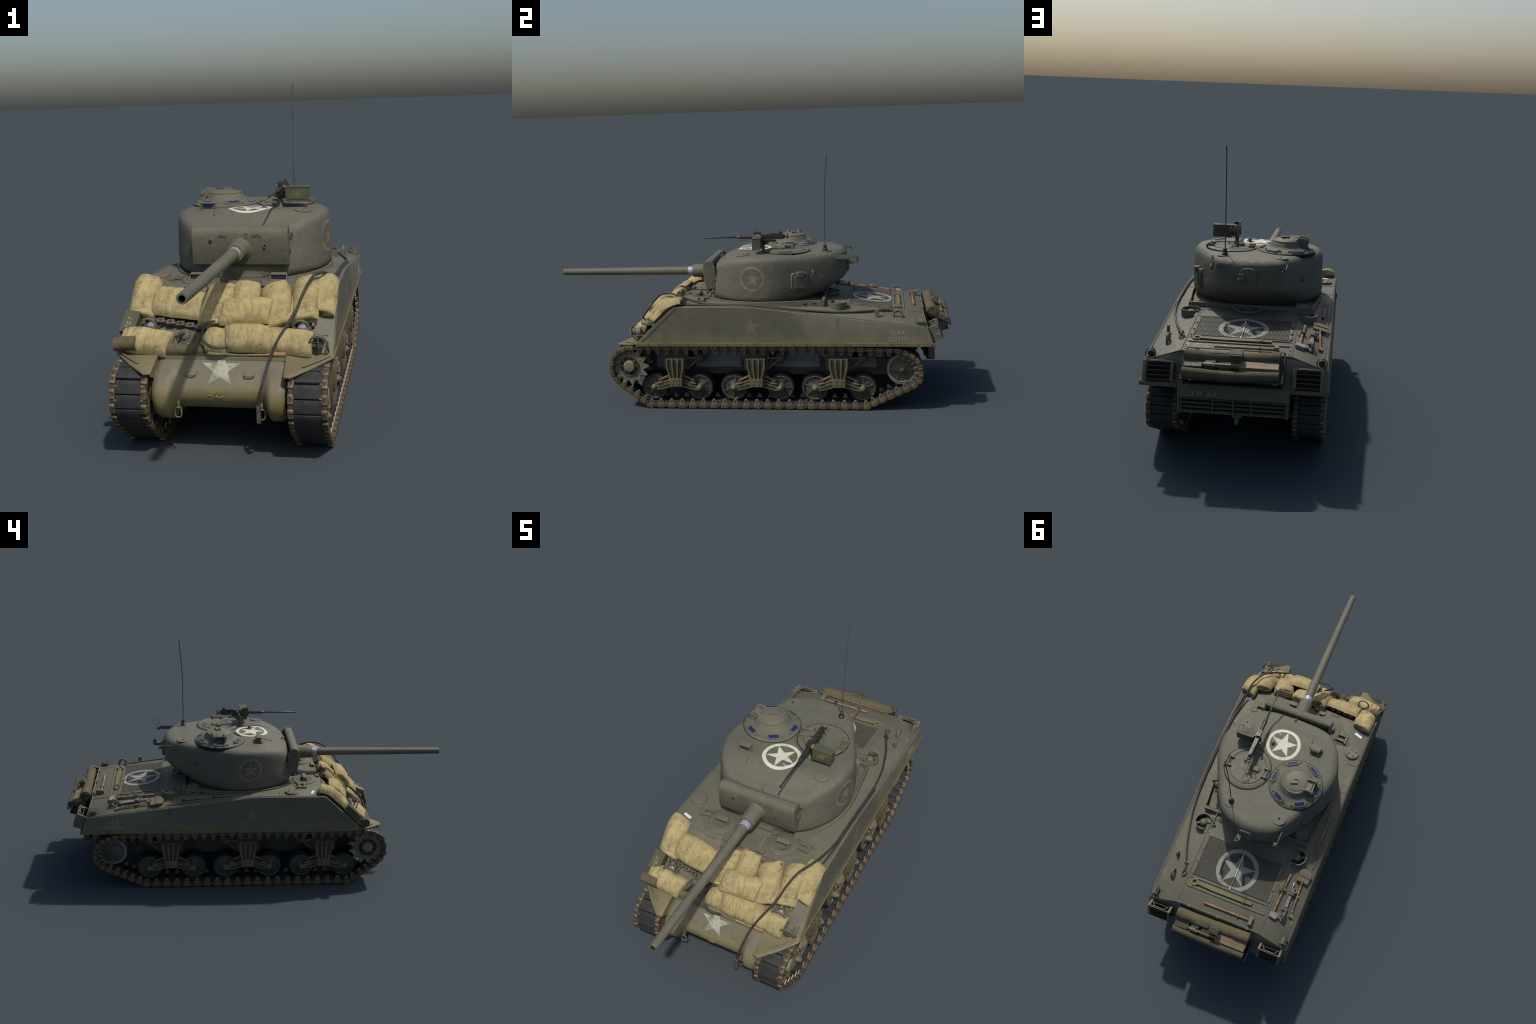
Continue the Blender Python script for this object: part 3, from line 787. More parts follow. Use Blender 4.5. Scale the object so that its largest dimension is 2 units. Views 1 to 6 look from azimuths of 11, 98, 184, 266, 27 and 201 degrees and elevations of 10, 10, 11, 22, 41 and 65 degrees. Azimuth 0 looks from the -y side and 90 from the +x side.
for i in range(6):
    a = rad(-60+60*i)
    mt = MT((CX+math.cos(a)*.106, CY+math.sin(a)*.106, .7525)) @ M.Rotation(a, 4, 'Z') @ M.Rotation(rad(20), 4, 'Y')
    if win0 is None:
        w = B().mat('cast')
        oct_ = lambda a_, b_, c_: [(-a_, -b_+c_), (-a_+c_, -b_), (a_-c_, -b_), (a_, -b_+c_), (a_, b_-c_), (a_-c_, b_), (-a_+c_, b_), (-a_, b_-c_)]
        w.prism(oct_(.0135, .030, .006), -.008, .0045, 'xy')
        for yy in (-.038, .038): w.ball((0, yy, -.001), .0055, 10, 4)
        w.mat('glass'); w.prism([(-.0095, -.023), (.0095, -.023), (.0095, .023), (-.0095, .023)], .003, .0052, 'xy')
        win0 = w.finish('vision_block', None, bevel=.0008, link=False)
    dup(win0, mt, cup)
h = B().mat('pale')       # lid hinge at the outer side
for yy in (-.030, .026):
    h.prism([(-.17, .787), (-.195, .804), (-.226, .799), (-.234, .779), (-.226, .753), (-.214, .745), (-.208, .77), (-.19, .780)], CY+yy, CY+yy+.010, 'xz')
    h.lathe([(.010, 0), (.010, .016)], (-.222, CY+yy-.003, .787), (0, 1, 0), 14)
h.cyl((-.222, CY-.028, .787), (-.222, CY+.03, .787), .0048)
h.prism([(-.19, .786), (-.215, .792), (-.214, .783), (-.19, .779)], CY-.02, CY+.022, 'xz')
h.finish('lid_hinge', cup, bevel=.001)

# ----------------------------------------------------------------- loader hatch
LX, LY = .112, .207
h = B().mat('dark'); h.lathe([(.1150, .720), (.1150, .7415)], (LX, LY, 0), n=48)
h.mat('paint'); h.lathe([(.1115, .725), (.1115, .743), (.107, .746), (.092, .7475), (.088, .7445), (.0, .7445)], (LX, LY, 0), n=48)
lh = h.finish('loader_hatch', root)
h = B().mat('paint')
for s in (1, -1):
    h.prism([(PX, PY) for PX, PY in [(s*.0008+math.cos(s*0+a)*0, 0) for a in ()] or [(LX+s*.001, LY-.086), (LX+s*.03, LY-.081), (LX+s*.062, LY-.06), (LX+s*.083, LY-.025), (LX+s*.083, LY+.025), (LX+s*.062, LY+.06), (LX+s*.03, LY+.081), (LX+s*.001, LY+.086)]], .742, .748, 'xy')
h.finish('hatch_door', lh, bevel=.0012)
for s in (1, -1):
    h = B().mat('pale')
    hx = LX+s*.090
    for yy in (-.022, .022):
        h.box((hx, LY+yy, .751), (.026, .008, .012)); h.lathe([(.0065, -.005), (.0065, .005)], (hx+s*.008, LY+yy, .753), (0, 1, 0), 10)
    h.cyl((hx+s*.008, LY-.03, .753), (hx+s*.008, LY+.03, .753), .003, n=8)
    if s > 0: h.mat('paint'); h.prism([(LY-.034, .738), (LY+.034, .738), (LY+.034, .7545), (LY-.034, .7545)], hx+.018, hx+.024)
    h.finish('hatch_hinge', lh, bevel=.001)
h = B().mat('paint'); h.lathe([(.030, .744), (.030, .7495), (.026, .7505), (.024, .749)], (.073, .200, 0), n=24)
h.box((.073, .204, .754), (.034, .022, .012)); h.mat('glass'); h.box((.073, .1925, .754), (.026, .002, .007))
h.mat('gun'); h.tube([(.060, .235, .75), (.060, .235, .772), (.086, .235, .772), (.086, .235, .75)], .0018, 5); h.finish('hatch_periscope', lh, bevel=.001)
h = B().mat('pale'); h.tube([(LX+.014, LY-.05, .749), (LX+.02, LY-.05, .757), (LX+.02, LY-.02, .757), (LX+.014, LY-.02, .749)], .002, 5); h.tube([(LX-.03, LY+.06, .749), (LX-.03, LY+.06, .757), (LX-.01, LY+.075, .757), (LX-.01, LY+.075, .749)], .002, 5); h.finish('door_handle', lh)

# roof fittings
h = B().mat('paint'); c = roof(-.157, 0)     # gunner periscope
h.prism([(-.034, -.012), (-.026, -.022), (.026, -.022), (.034, -.012), (.034, .014), (.026, .024), (-.026, .024), (-.034, .014)], -.01, .003, 'xy')
for i in range(len(h.v)): h.v[i] = h.v[i]+c
h.box(c+V((0, .004, .013)), (.044, .028, .024)); h.box(c+V((0, -.002, .026)), (.050, .030, .004))
for xx in (-.028, .028): h.box(c+V((xx, -.004, .008)), (.006, .014, .018))
h.mat('glass'); h.box(c+V((0, -.0105, .0135)), (.036, .002, .015))
h.finish('gunner_periscope', turret, bevel=.001)
h = B().mat('brownblock'); a, d = roof(-.128, -.028, .001), roof(-.120, -.068, .001)
h.tube([a, a.lerp(d, .5)+V((0, 0, .001)), d], .004, 5); h.finish('sight_vane', turret)
h = B().mat('brownblock'); h.mat('pale'); c = roof(.204, -.006)
nrm = tb.ray_cast(V((.204, -.006, 1.2)), V((0, 0, -1)))[1]
h.lathe([(.033, -.006), (.033, .0025), (.030, .004), (0, .004)], c, nrm, 22)
for i in range(4):
    a = i*PI/2+.4; h.ball(c+V((math.cos(a)*.018, math.sin(a)*.018, 0))+nrm*.004, .0042, 8, 4)
h.finish('roof_cap', turret)
h = B().mat('paint'); c = roof(.051, .037); h.lathe([(.012, -.004), (.012, .001), (.008, .002), (.008, .014), (.0065, .0155)], c, n=14); h.finish('roof_stub', turret)
h = B().mat('white'); ctr = V((.045, -.006, 0))
h.tube([roof(ctr.x+math.cos(a)*.019, ctr.y+math.sin(a)*.016, .0005) for a in [rad(-150+22*i) for i in range(14)]], .0013, 5); h.finish('loose_chain', turret)
c = roof(-.124, .392); h = B().mat('turret'); h.lathe([(.033, -.004), (.033, .0015), (0, .0015)], c, n=22); h.mat('dark'); h.lathe([(.005, .0015), (.005, .003)], c, n=10); h.finish('vent_plug', turret)
c = roof(.118, .394); h = B().mat('turret'); h.lathe([(.032, -.004), (.032, .0015), (0, .0015)], c, n=22)
h.mat('gun'); h.lathe([(.0135, 0), (.0135, .010), (.009, .014), (.0085, .030), (.006, .032)], c, n=14); h.finish('antenna_mount', turret)
h = B().mat('gun'); q = c+V((0, 0, .03))
h.mat('whip'); h.tube(crom([q, V((.1185, .3945, .90)), V((.119, .3965, 1.02)), V((.1195, .403, 1.12)), V((.1205, .4115, 1.211))], 4), .0025, 6); h.finish('antenna', turret)

# pistol port, rear vent, rear brackets
c, n_ = wall((.6, .275, .61), (-1, 0, 0)); n_ = n_ if n_.x > 0 else -n_
n_ = V((n_.x, n_.y, 0)).normalized(); X = frame(c, V((0, 0, 1)).cross(n_)*1, V((0, 0, 1)))
h = B().mat('cast').at(mtx=X)
rr = lambda a_, b_, c_: [(-a_, -b_+c_), (-a_+c_, -b_), (a_-c_, -b_), (a_, -b_+c_), (a_, b_-c_), (a_-c_, b_), (-a_+c_, b_), (-a_, b_-c_)]
h.prism(rr(.044, .043, .010), -.034, .012, 'xy'); h.mat('dark'); h.prism(rr(.0320, .0345, .003), .011, .0128, 'xy')
h.mat('cast'); h.prism(rr(.0290, .0315, .003), .011, .0165, 'xy'); h.box((0, .037, .012), (.032, .024, .026))
h.mat('dark')
for xx in (-.014, .014): h.ball((xx, -.006, .0166), .0025, 6, 3)
port = h.finish('pistol_port', turret, bevel=.0012)
h = B().mat('cast')
oc = [(-.034, .618), (.040, .618), (.040, .690), (.030, .704), (.015, .708), (-.012, .708), (-.026, .703), (-.034, .690)]
h.prism(oc, .46, .506, 'xz'); h.finish('rear_vent', turret, bevel=.006, seg=2)
h = B().mat('pale'); h.prism([(.485, .672), (.552, .672), (.556, .664), (.545, .658), (.485, .656)], .018, .040)
h.cyl((.028, .545, .664), (.028, .545, .692), .010, n=14); h.mat('dark'); h.lathe([(.0075, .0), (.0075, .0005)], (.028, .545, .6921), n=12)
h.finish('gun_travel_bracket', turret, bevel=.001)
for s, yr in ((1, .53), (-1, .512)):
    h = B().mat('paint')
    h.prism([(.445, .722), (yr-.01, .722), (yr+.008, .710), (yr+.008, .702), (.445, .702)], s*.158-.002, s*.158+.002)
    h.box((s*.150, yr-.004, .704), (.018, .02, .003)); h.mat('gun'); h.box((s*.150, yr-.002, .711), (.012, .010, .010)); h.mat('pale')
    for k in (-1, 1): h.cyl((s*.150+k*.004, yr-.002, .715), (s*.150+k*.004, yr-.002, .721), .002, n=6)
    if s > 0:
        h.tube([(.149, .542+math.cos(2*PI*i/12)*.017, .748+math.sin(2*PI*i/12)*.017) for i in range(12)], .0019, 6, closed=True)
        h.tube([(.149, .535, .732), (.149, .520, .712)], .0018, 5); h.tube([(.149, .549, .732), (.149, .543, .708)], .0014, 5)
    h.finish('gun_stowage_bracket', turret, bevel=.0006)

# ----------------------------------------------------------------- roof machine gun
h = B().mat('gun')
h.box((.114, .115, .812), (.018, .146, .026)); h.box((.114, .150, .827), (.016, .06, .004)); h.box((.114, .175, .833), (.010, .014, .008))
h.box((.113, .058, .832), (.020, .034, .010)); h.box((.114, .049, .8365), (.006, .004, .010))
h.box((.114, .192, .812), (.014, .008, .020)); h.box((.114, .050, .797), (.016, .022, .010))
for s in (-1, 1): h.box((.114+s*.0095, .115, .814), (.002, .11, .008))
h.cyl((.114, .042, .812), (.114, -.032, .8115), .0095, .0085, 14); h.cyl((.114, -.032, .8115), (.114, -.048, .811), .0085, .0046, 12)
h.cyl((.114, -.048, .811), (.114, -.212, .810), .0046, .0038, 10); h.cyl((.114, -.208, .810), (.114, -.218, .810), .0046, n=10)
h.mat('dark')
for k in range(4):
    for a in range(6):
        t = a*PI/3+(k % 2)*.5; h.ball((.114+math.cos(t)*.0085, .028-k*.016, .8117+math.sin(t)*.0085), .0027, 6, 3)
h.mat('gun'); h.tube([(.114, -.035, .803), (.114, -.035, .794), (.114, .005, .794), (.114, .005, .803)], .0010, 4)
h.mat('brownblock')
for s in (-1, 1): h.cyl((.114+s*.011, .208, .800), (.114+s*.011, .208, .828), .0035, n=8)
h.mat('gun'); h.box((.114, .202, .812), (.026, .006, .006)); h.cyl((.114, .19, .812), (.114, .206, .812), .004, n=8)
mg = h.finish('machine_gun', root, bevel=.0008)
h = B().mat('paint'); c = roof(.106, .083)
h.lathe([(.016, -.002), (.016, .003), (.0095, .006), (.009, .030), (.011, .032), (.011, .040)], c, n=16)
h.mat('gun'); h.prism([(.068, .772), (.098, .772), (.128, .79), (.128, .798), (.06, .798)], .098, .128)
h.mat('paint'); h.tube([(.092, .075, .778), (.092, .098, .812)], .0050, 8); h.ball((.092, .101, .818), .0065, 10, 6)
h.box((.098, .125, .79), (.008, .05, .008), rx=-.12)
h.finish('gun_pintle', turret, bevel=.0008)
h = B().mat('ammo'); h.box((.1765, .065, .789), (.087, .040, .052)); h.box((.1765, .065, .8175), (.090, .043, .006))
h.box((.1765, .065, .8215), (.03, .014, .003))
h.prism([(.140, .771), (.213, .771), (.213, .809), (.140, .809)], .0435, .0455, 'xz')
can = h.finish('ammo_can', root, bevel=.0015)
h = B().mat('yellow')
for k in range(4): h.box((.1765-.002*k, .0430, .802-.0065*k), (.036-.003*(k % 2)*2, .0006, .0028))
h.finish('stencil_line', can, kind='stuff')
h = B().mat('brass')
for k in range(5): h.cyl((.121+.003*k, .048, .820+.0015*k-.0008*k*k), (.121+.003*k, .072, .820+.0015*k-.0008*k*k), .0024, n=6)
h.finish('cartridge_belt', mg, kind='stuff')

# ----------------------------------------------------------------- driver hatches and front deck
def driver_hatch(s):
    h = B().mat('cast')
    base = crom([V((.068, -.262, 0)), V((.075, -.205, 0)), V((.115, -.172, 0)), (.165, -.168, 0), V((.215, -.185, 0)), V((.275, -.198, 0)), V((.268, -.232, 0)), V((.225, -.275, 0)), V((.185, -.318, 0)), V((.13, -.327, 0)), V((.085, -.310, 0))], 4, True)
    c = sum(base, V())/len(base)
    r = []
    for k, z in ((1.06, .505), (1.03, .5135), (.98, .517), (.93, .5185)):
        r.append([V((c.x+(p.x-c.x)*k, c.y+(p.y-c.y)*k, z)) for p in base])
    h.loft([q[::-1] for q in r]); h.v = h.v
    lid = crom([V((.083, -.262, 0)), V((.088, -.215, 0)), V((.118, -.187, 0)), V((.165, -.185, 0)), V((.205, -.205, 0)), V((.21, -.235, 0)), V((.19, -.285, 0)), V((.155, -.308, 0)), V((.11, -.302, 0))], 4, True)
    c = sum(lid, V())/len(lid)
    h.loft([[V((c.x+(p.x-c.x)*k, c.y+(p.y-c.y)*k, z)) for p in lid][::-1] for k, z in ((1.0, .515), (.99, .5225), (.93, .5255), (.5, .527))])
    h.lathe([(.041, .522), (.041, .5285), (.037, .5295), (.034, .5275), (0, .5275)], (.146, -.249, 0), n=28)
    h.mat('pale'); h.box((.146, -.246, .5455), (.056, .020, .004), rx=.15); h.box((.146, -.2365, .536), (.052, .010, .018))
    for xx in (-.028, .028): h.prism([(-.264, .527), (-.236, .527), (-.236, .545), (-.250, .545)], .146+xx-.0015, .146+xx+.0015)
    h.mat('glass'); h.box((.146, -.2440, .536), (.046, .006, .013), rx=-.35)
    h.mat('pale')
    for yy in (-.236, -.207):
        h.box((.222, yy, .5265), (.036, .009, .009)); h.lathe([(.006, -.006), (.006, .006)], (.240, yy, .525), (0, 1, 0), 10)
    h.box((.250, -.2215, .523), (.012, .05, .008))
    h.box((.150, -.337, .514), (.050, .006, .008))
    for i in range(len(h.v)): h.v[i].z -= .004*(h.v[i].z > .51)
    return h
for s in (1, -1): driver_hatch(s).finish('driver_hatch', hull, bevel=.0008, mirror=(s < 0))
h = B().mat('paint')
h.prism([(-.045, -.31), (-.03, -.33), (.03, -.33), (.045, -.31), (.05, -.22), (-.05, -.22)], .508, .515, 'xy')
h.box((.075, -.318, .517), (.042, .022, .012)); h.box((-.083, -.322, .516), (.03, .02, .010)); h.box((-.05, -.336, .515), (.02, .02, .008))
h.tube(crom([(.012, -.338, .512), (.014, -.342, .522), (.03, -.342, .526), (.044, -.338, .522), (.046, -.334, .512)], 3), .0025, 6)
h.prism([(-.075, -.200), (.075, -.200), (.06, -.165), (-.06, -.165)], .510, .525, 'xy')
h.finish('front_deck_fitting', hull, bevel=.0015)
def cap4(x, y, r):
    h = B().mat('brownblock'); h.mats = ['paint2'] if 'paint2' in MAT else ['pale']; h.cur = 0
    h.at(mtx=deck_frame(x, y)); h.lathe([(r*1.12, -.002), (r*1.12, .002), (r*1.02, .003), (r, .002), (r, .0085), (r*.93, .011), (0, .011)], n=28)
    for i in range(4):
        a = i*PI/2+.5; h.ball((math.cos(a)*r*.55, math.sin(a)*r*.55, .011), r*.14, 8, 4)
    h.finish('filler_cap', hull)
MAT['paint2'] = paint('brownish_cap_paint', base=(.125, .108, .082), dark=(.105, .092, .07))
cap4(-.307, -.163, .034); cap4(-.226, .345, .036)
# circular air inlets with guards
for s in (1, -1):
    h = B().mat('paint'); F = deck_frame(s*.25, .459); F = MT(F.to_translation()); h.at(mtx=F)
    a0, a1 = (rad(-150), rad(115)) if s > 0 else (rad(65), rad(330))
    h.lathe([(.041, -.012), (.043, .024), (.038, .024), (.037, -.012)], n=26, a0=a0, a1=a1, cap=False)
    h.lathe([(.019, 0), (.019, .010), (.014, .017), (.006, .0195), (0, .02)], (0, 0, 0), n=18)
    for a in (30, 200): h.box((math.cos(rad(a))*.028, math.sin(rad(a))*.028, .008), (.016, .010, .014), rz=rad(a))
    h.tube([(-s*.035, -.03, .012), (-s*.055, -.012, .010)], .003, 6)
    h.mat('dark'); h.lathe([(.037, .0), (.037, .003)], n=24)
    h.finish('air_inlet', hull)
h = B().mat('paint')     # rear filler with guard bar
h.tube([deck(-.062, .40, .006), deck(-.035, .438, .008), deck(-.018, .455, .008), deck(.03, .455, .008), deck(.048, .438, .008), deck(.075, .40, .006)], .0055, 8)
h.at(mtx=deck_frame(.005, .424)); h.lathe([(.024, 0), (.024, .006), (.018, .010), (0, .010)], n=20); h.box((0, 0, .012), (.035, .010, .006)); h.box((.012, .004, .008), (.01, .03, .012))
h.finish('fuel_filler', hull)
# white marker tabs on the front deck
h = B().mat('white')
for s, a in ((1, 1.05), (-1, .35)):
    h.at(mtx=deck_frame(s*.3, -.273, a*s)); h.prism([(-.022, -.0065), (.016, -.0065), (.022, 0), (.016, .0065), (-.022, .0065)], 0, .0012, 'xy')
h.finish('marker_tab', hull)

# ----------------------------------------------------------------- lifting rings, tail lamps, posts
for s in (1, -1):
    h = B().mat('paint'); b0 = deck(s*.29, .744)
    hoop(h, b0-V((0, 0, .003)), (0, 1, -.1), .040, .037, .0062); h.finish('lifting_ring', hull)
    p = deck(s*.333, .846); h = B().mat('pale')
    h.lathe([(.0135, -.012), (.0135, .016), (.0115, .018)], p+V((0, 0, .014)), (0, 1, -.1), 16)
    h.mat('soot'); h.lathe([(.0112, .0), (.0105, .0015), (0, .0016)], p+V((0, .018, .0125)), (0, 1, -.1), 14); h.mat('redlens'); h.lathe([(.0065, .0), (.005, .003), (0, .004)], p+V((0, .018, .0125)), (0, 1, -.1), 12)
    h.mat('pale')
    lp = [V((math.cos(a)*.020, .022, .013+math.sin(a)*.021)) for a in [rad(-35+25*i) for i in range(11)]]
    h.tube([p+q for q in lp], .0026, 6)
    h.tube([p+V((0, .022, .034)), p+V((0, -.014, .034)), p+V((0, -.026, .002))], .0022, 6)
    h.tube([p+V((-.018, .022, .002)), p+V((0, .022, -.004)), p+V((.018, .022, .002))], .0022, 6)
    h.box(p+V((0, .004, -.001)), (.03, .03, .004)); h.finish('tail_lamp', hull)
h = B().mat('paint'); p = deck(.309, .646); h.box(p+V((0, 0, .017)), (.010, .020, .038)); h.finish('deck_post', hull, bevel=.0012)
h = B().mat('stencil')
for s in (1, -1): h.at(mtx=deck_frame(s*.336, .745, PI/2)); h.box((0, 0, .0004), (.036, .0026, .0008))
h.finish('stencil_line', hull)

# lettering on hull sides
for s in (1, -1):
    ry = M.Rotation(s*PI/2, 4, 'Z') @ RX
    text('U.S.A.', .029, MT((s*.3604, .748, .3805)) @ ry, 'stencil', 'registration_letters', hull, spacing=1.0)
    text('3053281', .0285, MT((s*.3604, .748, .352)) @ ry, 'stencil', 'registration_number', hull, spacing=1.0)

# ----------------------------------------------------------------- tools on the engine deck
h = B().mat('tool').at(mtx=deck_frame(.171, .748, -.007+PI*0, .004))
h.lathe([(.020, 0), (.020, .007), (.010, .007), (.010, 0), (.020, 0)], n=10, cap=False)
h.prism([(-.018, -.007), (-.018, .007), (-.10, .0115), (-.30, .0075), (-.30, -.0075), (-.10, -.0115)], .0005, .0065, 'xy')
h.mat('paint'); h.box((-.256, 0, .004), (.010, .024, .014)); h.finish('track_wrench', hull, bevel=.001)
h = B().mat('wood'); a, c = deck(.091, .826, .008), deck(-.150, .824, .008); h.tube([a, c], .0052, 8)
h.mat('paint'); m_ = a.lerp(c, .74); h.box(m_, (.007, .018, .016))
h.mat('tool'); h.box(c+V((-.004, -.006, .006)), (.017, .020, .018)); h.mat('paint'); h.box(c+V((-.004, .015, .006)), (.018, .022, .020)); h.finish('sledge_hammer', hull, bevel=.001)
h = B().mat('wood'); a, c = deck(-.249, .547, .010), deck(-.240, .74, .008); h.tube([a, a.lerp(c, .5)+V((.002, 0, 0)), c], [.0058, .005, .006], 8)
h.mat('paint'); h.box(a.lerp(c, .42), (.020, .012, .016))
h.mat('axe'); h.at(mtx=deck_frame(-.238, .757, 0, .007)); h.prism([(-.022, -.012), (.0, -.016), (.016, -.012), (.018, .014), (-.020, .018)], -.005, .008, 'xy'); h.finish('axe', hull, bevel=.001)
h = B().mat('wood'); a, c = deck(-.3135, .585, .013), deck(-.3185, .695, .008); h.tube([a, c], .0042, 8)
h.mat('tool'); h.tube([deck(-.311, .545, .016), a], .0045, 8); h.tube([c, deck(-.320, .715, .008)], .004, 8)
h.at(mtx=deck_frame(-.3205, .724, PI/2, .008)); h.prism([(-.008, -.004), (.010, -.013), (.012, .013), (-.008, .004)], -.004, .004, 'xy')
h.mat('paint'); h.at(); h.box(deck(-.316, .632, .009), (.016, .010, .014))
h.mat('tool'); h.at(mtx=deck_frame(-.309, .532, -PI/2, .012))
h.prism([(-.028, -.029), (.004, -.031), (.028, -.026), (.040, -.012), (.040, .012), (.028, .026), (.004, .031), (-.028, .029), (-.028, .008), (-.012, 0), (-.028, -.008)], -.004, .007, 'xy')
h.mat('pale'); h.prism([(.000, -.033), (.024, -.030), (.024, .030), (.0, .033)], .006, .011, 'xy'); h.finish('shovel', hull, bevel=.001)
h = B().mat('steel'); a, c = deck(-.279, .575, .008), deck(-.284, .728, .008)
h.tube([a, a.lerp(c, .32)], .0042, 8); h.mat('axe'); h.at(mtx=deck_frame(-.281, .665, PI/2, .007)); h.prism([(-.03, -.006), (.035, -.009), (.035, .009), (-.03, .006)], -.003, .006, 'xy')
h.mat('paint'); h.box((-.045, 0, .004), (.034, .022, .022)); h.box((.045, 0, .001), (.014, .028, .010)); h.mat('steel'); h.lathe([(.012, -.004), (.012, .018), (.007, .018), (.007, .01)], (-.052, .008, .002), n=14, cap=False); h.box((.095, .004, 0), (.022, .012, .008)); h.mat('paint'); h.box((.085, -.012, 0), (.03, .014, .012))
h.finish('jack_tool', hull, bevel=.001)
h = B().mat('wood'); a, c = deck(-.321, .152, .008), deck(-.318, .395, .006); h.tube([a, c], .0042, 8)
h.mat('gun')
for t in (.36, .99): p = a.lerp(c, t); h.box(p, (.010, .010, .012))
h.finish('crowbar', hull)
h = B().mat('paint'); h.tube([deck(-.336, .20, .003), deck(-.338, .33, .003), deck(-.337, .475, .003)], .004, 6); h.finish('cable_clip_rail', hull)

# ----------------------------------------------------------------- tow cable (doubled along the hull side, over the glacis, down the nose)
run = [(.131, -.632, .190), (.134, -.634, .215), (.142, -.628, .255), (.155, -.598, .305), (.166, -.577, .343), (.185, -.560, .384), (.213, -.522, .430), (.240, -.485, .474), (.258, -.448, .520), (.285, -.392, .563), (.314, -.322, .562),
       (.325, -.22, .527), (.337, -.135, .519), (.342, .043, .515), (.341, .296, .489), (.327, .424, .476), (.317, .468, .472), (.288, .577, .469), (.256, .662, .469), (.247, .69, .469)]
h = B().mat('cable'); h.tube(crom(run, 5), .0047, 8); 
run2 = [(.322, -.335, .53), (.335, -.28, .519), (.345, -.13, .517), (.350, .05, .513), (.349, .28, .485)]
h.tube(crom(run2, 5), .0044, 8)
h.mat('cabend'); h.tube([(.247, .688, .469), (.242, .706, .468)], .0065, 8)
c = deck(.2385, .724, .008); h.tube([c+V((math.cos(a)*.010, math.sin(a)*.016, -math.sin(a)*.002)) for a in [2*PI*i/14 for i in range(14)]], .0038, 6, closed=True)
h.prism([(-.622, .195), (-.640, .192), (-.640, .136), (-.632, .131), (-.624, .140)], .125, .137)
h.mat('gun'); p = deck(.250, .675, .006); h.box(p, (.022, .006, .012))
h.finish('tow_cable', root)

# ----------------------------------------------------------------- glacis frame and its load
GD = V((0, .19, .178)).normalized(); GN = V((0, -GD.z, GD.y)); G0 = V((0, -.524, .333))
def gpt(x, s, hh): return G0+V((x, 0, 0))+GD*s+GN*hh
_path = []
p = G0.copy()-GD*.2; ang0 = math.atan2(GD.z, GD.y)
for i in range(700):
    s = -.2+i*.001
    t = max(0, min(1, (s-.215)/.09)); t = t*t*(3-2*t); a = ang0*(1-t*.92)
    _path.append((p.copy(), a)); p = p+V((0, math.cos(a), math.sin(a)))*.001
def warp(x, s, hh):
    i = max(0, min(698.9, (s+.2)*1000)); k = int(i); f = i-k
    p = _path[k][0].lerp(_path[k+1][0], f); a = _path[k][1]
    return V((x, p.y, p.z))+V((0, -math.sin(a), math.cos(a)))*hh
GM = M(((1, 0, 0, 0), (0, GD.y, GN.y, G0.y), (0, GD.z, GN.z, G0.z), (0, 0, 0, 1)))

def sandbag(cx, cs, length, width, h0, thick, ang, seed):
    """flat sack: lens section (sharp side seams) swept along its axis, flat sewn ends; ang = axis heading in the plate (0 = across)"""
    w = B().mat('bag'); nu, nv = 44, 18; rings = []; ax = V((math.cos(ang), math.sin(ang))); ay = V((-ax.y, ax.x))
    org = warp(cx, cs, h0)
    def wrinkle(u, v):
        fold = mn.noise(V((u*75+seed*3.1, v*9+seed, seed*.7)))
        lump = mn.noise(V((u*22+seed, v*22, seed*1.9)))
        ridge = 1-abs(mn.noise(V((u*60+v*16+seed*5.3, v*14-u*9, seed*2.7))))*2.2
        return fold*abs(fold)*.0060+lump*.0055-max(0, ridge)**4*.0034
    def pt(u, v, z, k):
        d = wrinkle(u, v)*k
        px = cx+ax.x*u+ay.x*v; ps = cs+ax.y*u+ay.y*v
        return warp(px, ps, h0+z+d)-org
    us = [(-.5, .02), (-.5, .6)]+[(-.5+i/nu, 1.) for i in range(nu+1)]+[(.5, .6), (.5, .02)]
    seam = .34
    for t, k in us:
        e = min(1, abs(t)*2)
        full = math.sqrt(max(0, 1-e**2.8))
        hw = width/2*(.93+.07*full+.02*math.sin(t*9+seed))
        th = thick*(.70+.30*full)
        zc = th*seam
        slope = .010*math.sin(seed*1.7)
        ring = []
        for j in range(2*nv):
            top = j <= nv
            q = -1+2*(j/nv if top else (2*nv-j)/nv)
            vv = q*hw
            if top: z = zc+(th-zc)*max(0, 1-abs(q)**2.9)**.62
            else: z = zc*abs(q)**2.2
            z = zc+(z-zc)*k; vv *= (k if k < 1 else 1)
            ring.append(pt(t*length+slope*q, vv, z, (1 if top else .2)*(1-.6*abs(q)**4)))
        rings.append(ring)
    w.loft([r[::-1] for r in rings])
    return w.finish('sandbag', root, mtx=MT(org))
BAGS = [  # centre x, centre s, length, width, base height, thickness, heading
 (-.301, .205, .164, .100, .000, .050, PI/2+.03), (-.175, .172, .172, .118, .014, .048, -.13),
 (-.040, .164, .160, .104, .004, .056, PI/2-.13), (.055, .195, .122, .104, .002, .052, PI/2+.02),
 (.071, .122, .164, .102, .042, .050, .05), (.166, .165, .164, .104, .004, .060, PI/2+.20),
 (.260, .188, .160, .094, .010, .054, PI/2+.02), (.320, .228, .160, .088, .000, .044, PI/2-.03),
 (-.262, .022, .168, .098, .004, .058, -.13), (.083, .036, .152, .106, .008, .066, -.03),
 (.216, .028, .158, .096, .004, .060, -.08), (-.014, .036, .108, .096, .002, .050, -.05)]
for i, q in enumerate(BAGS): sandbag(*q, seed=i+1)

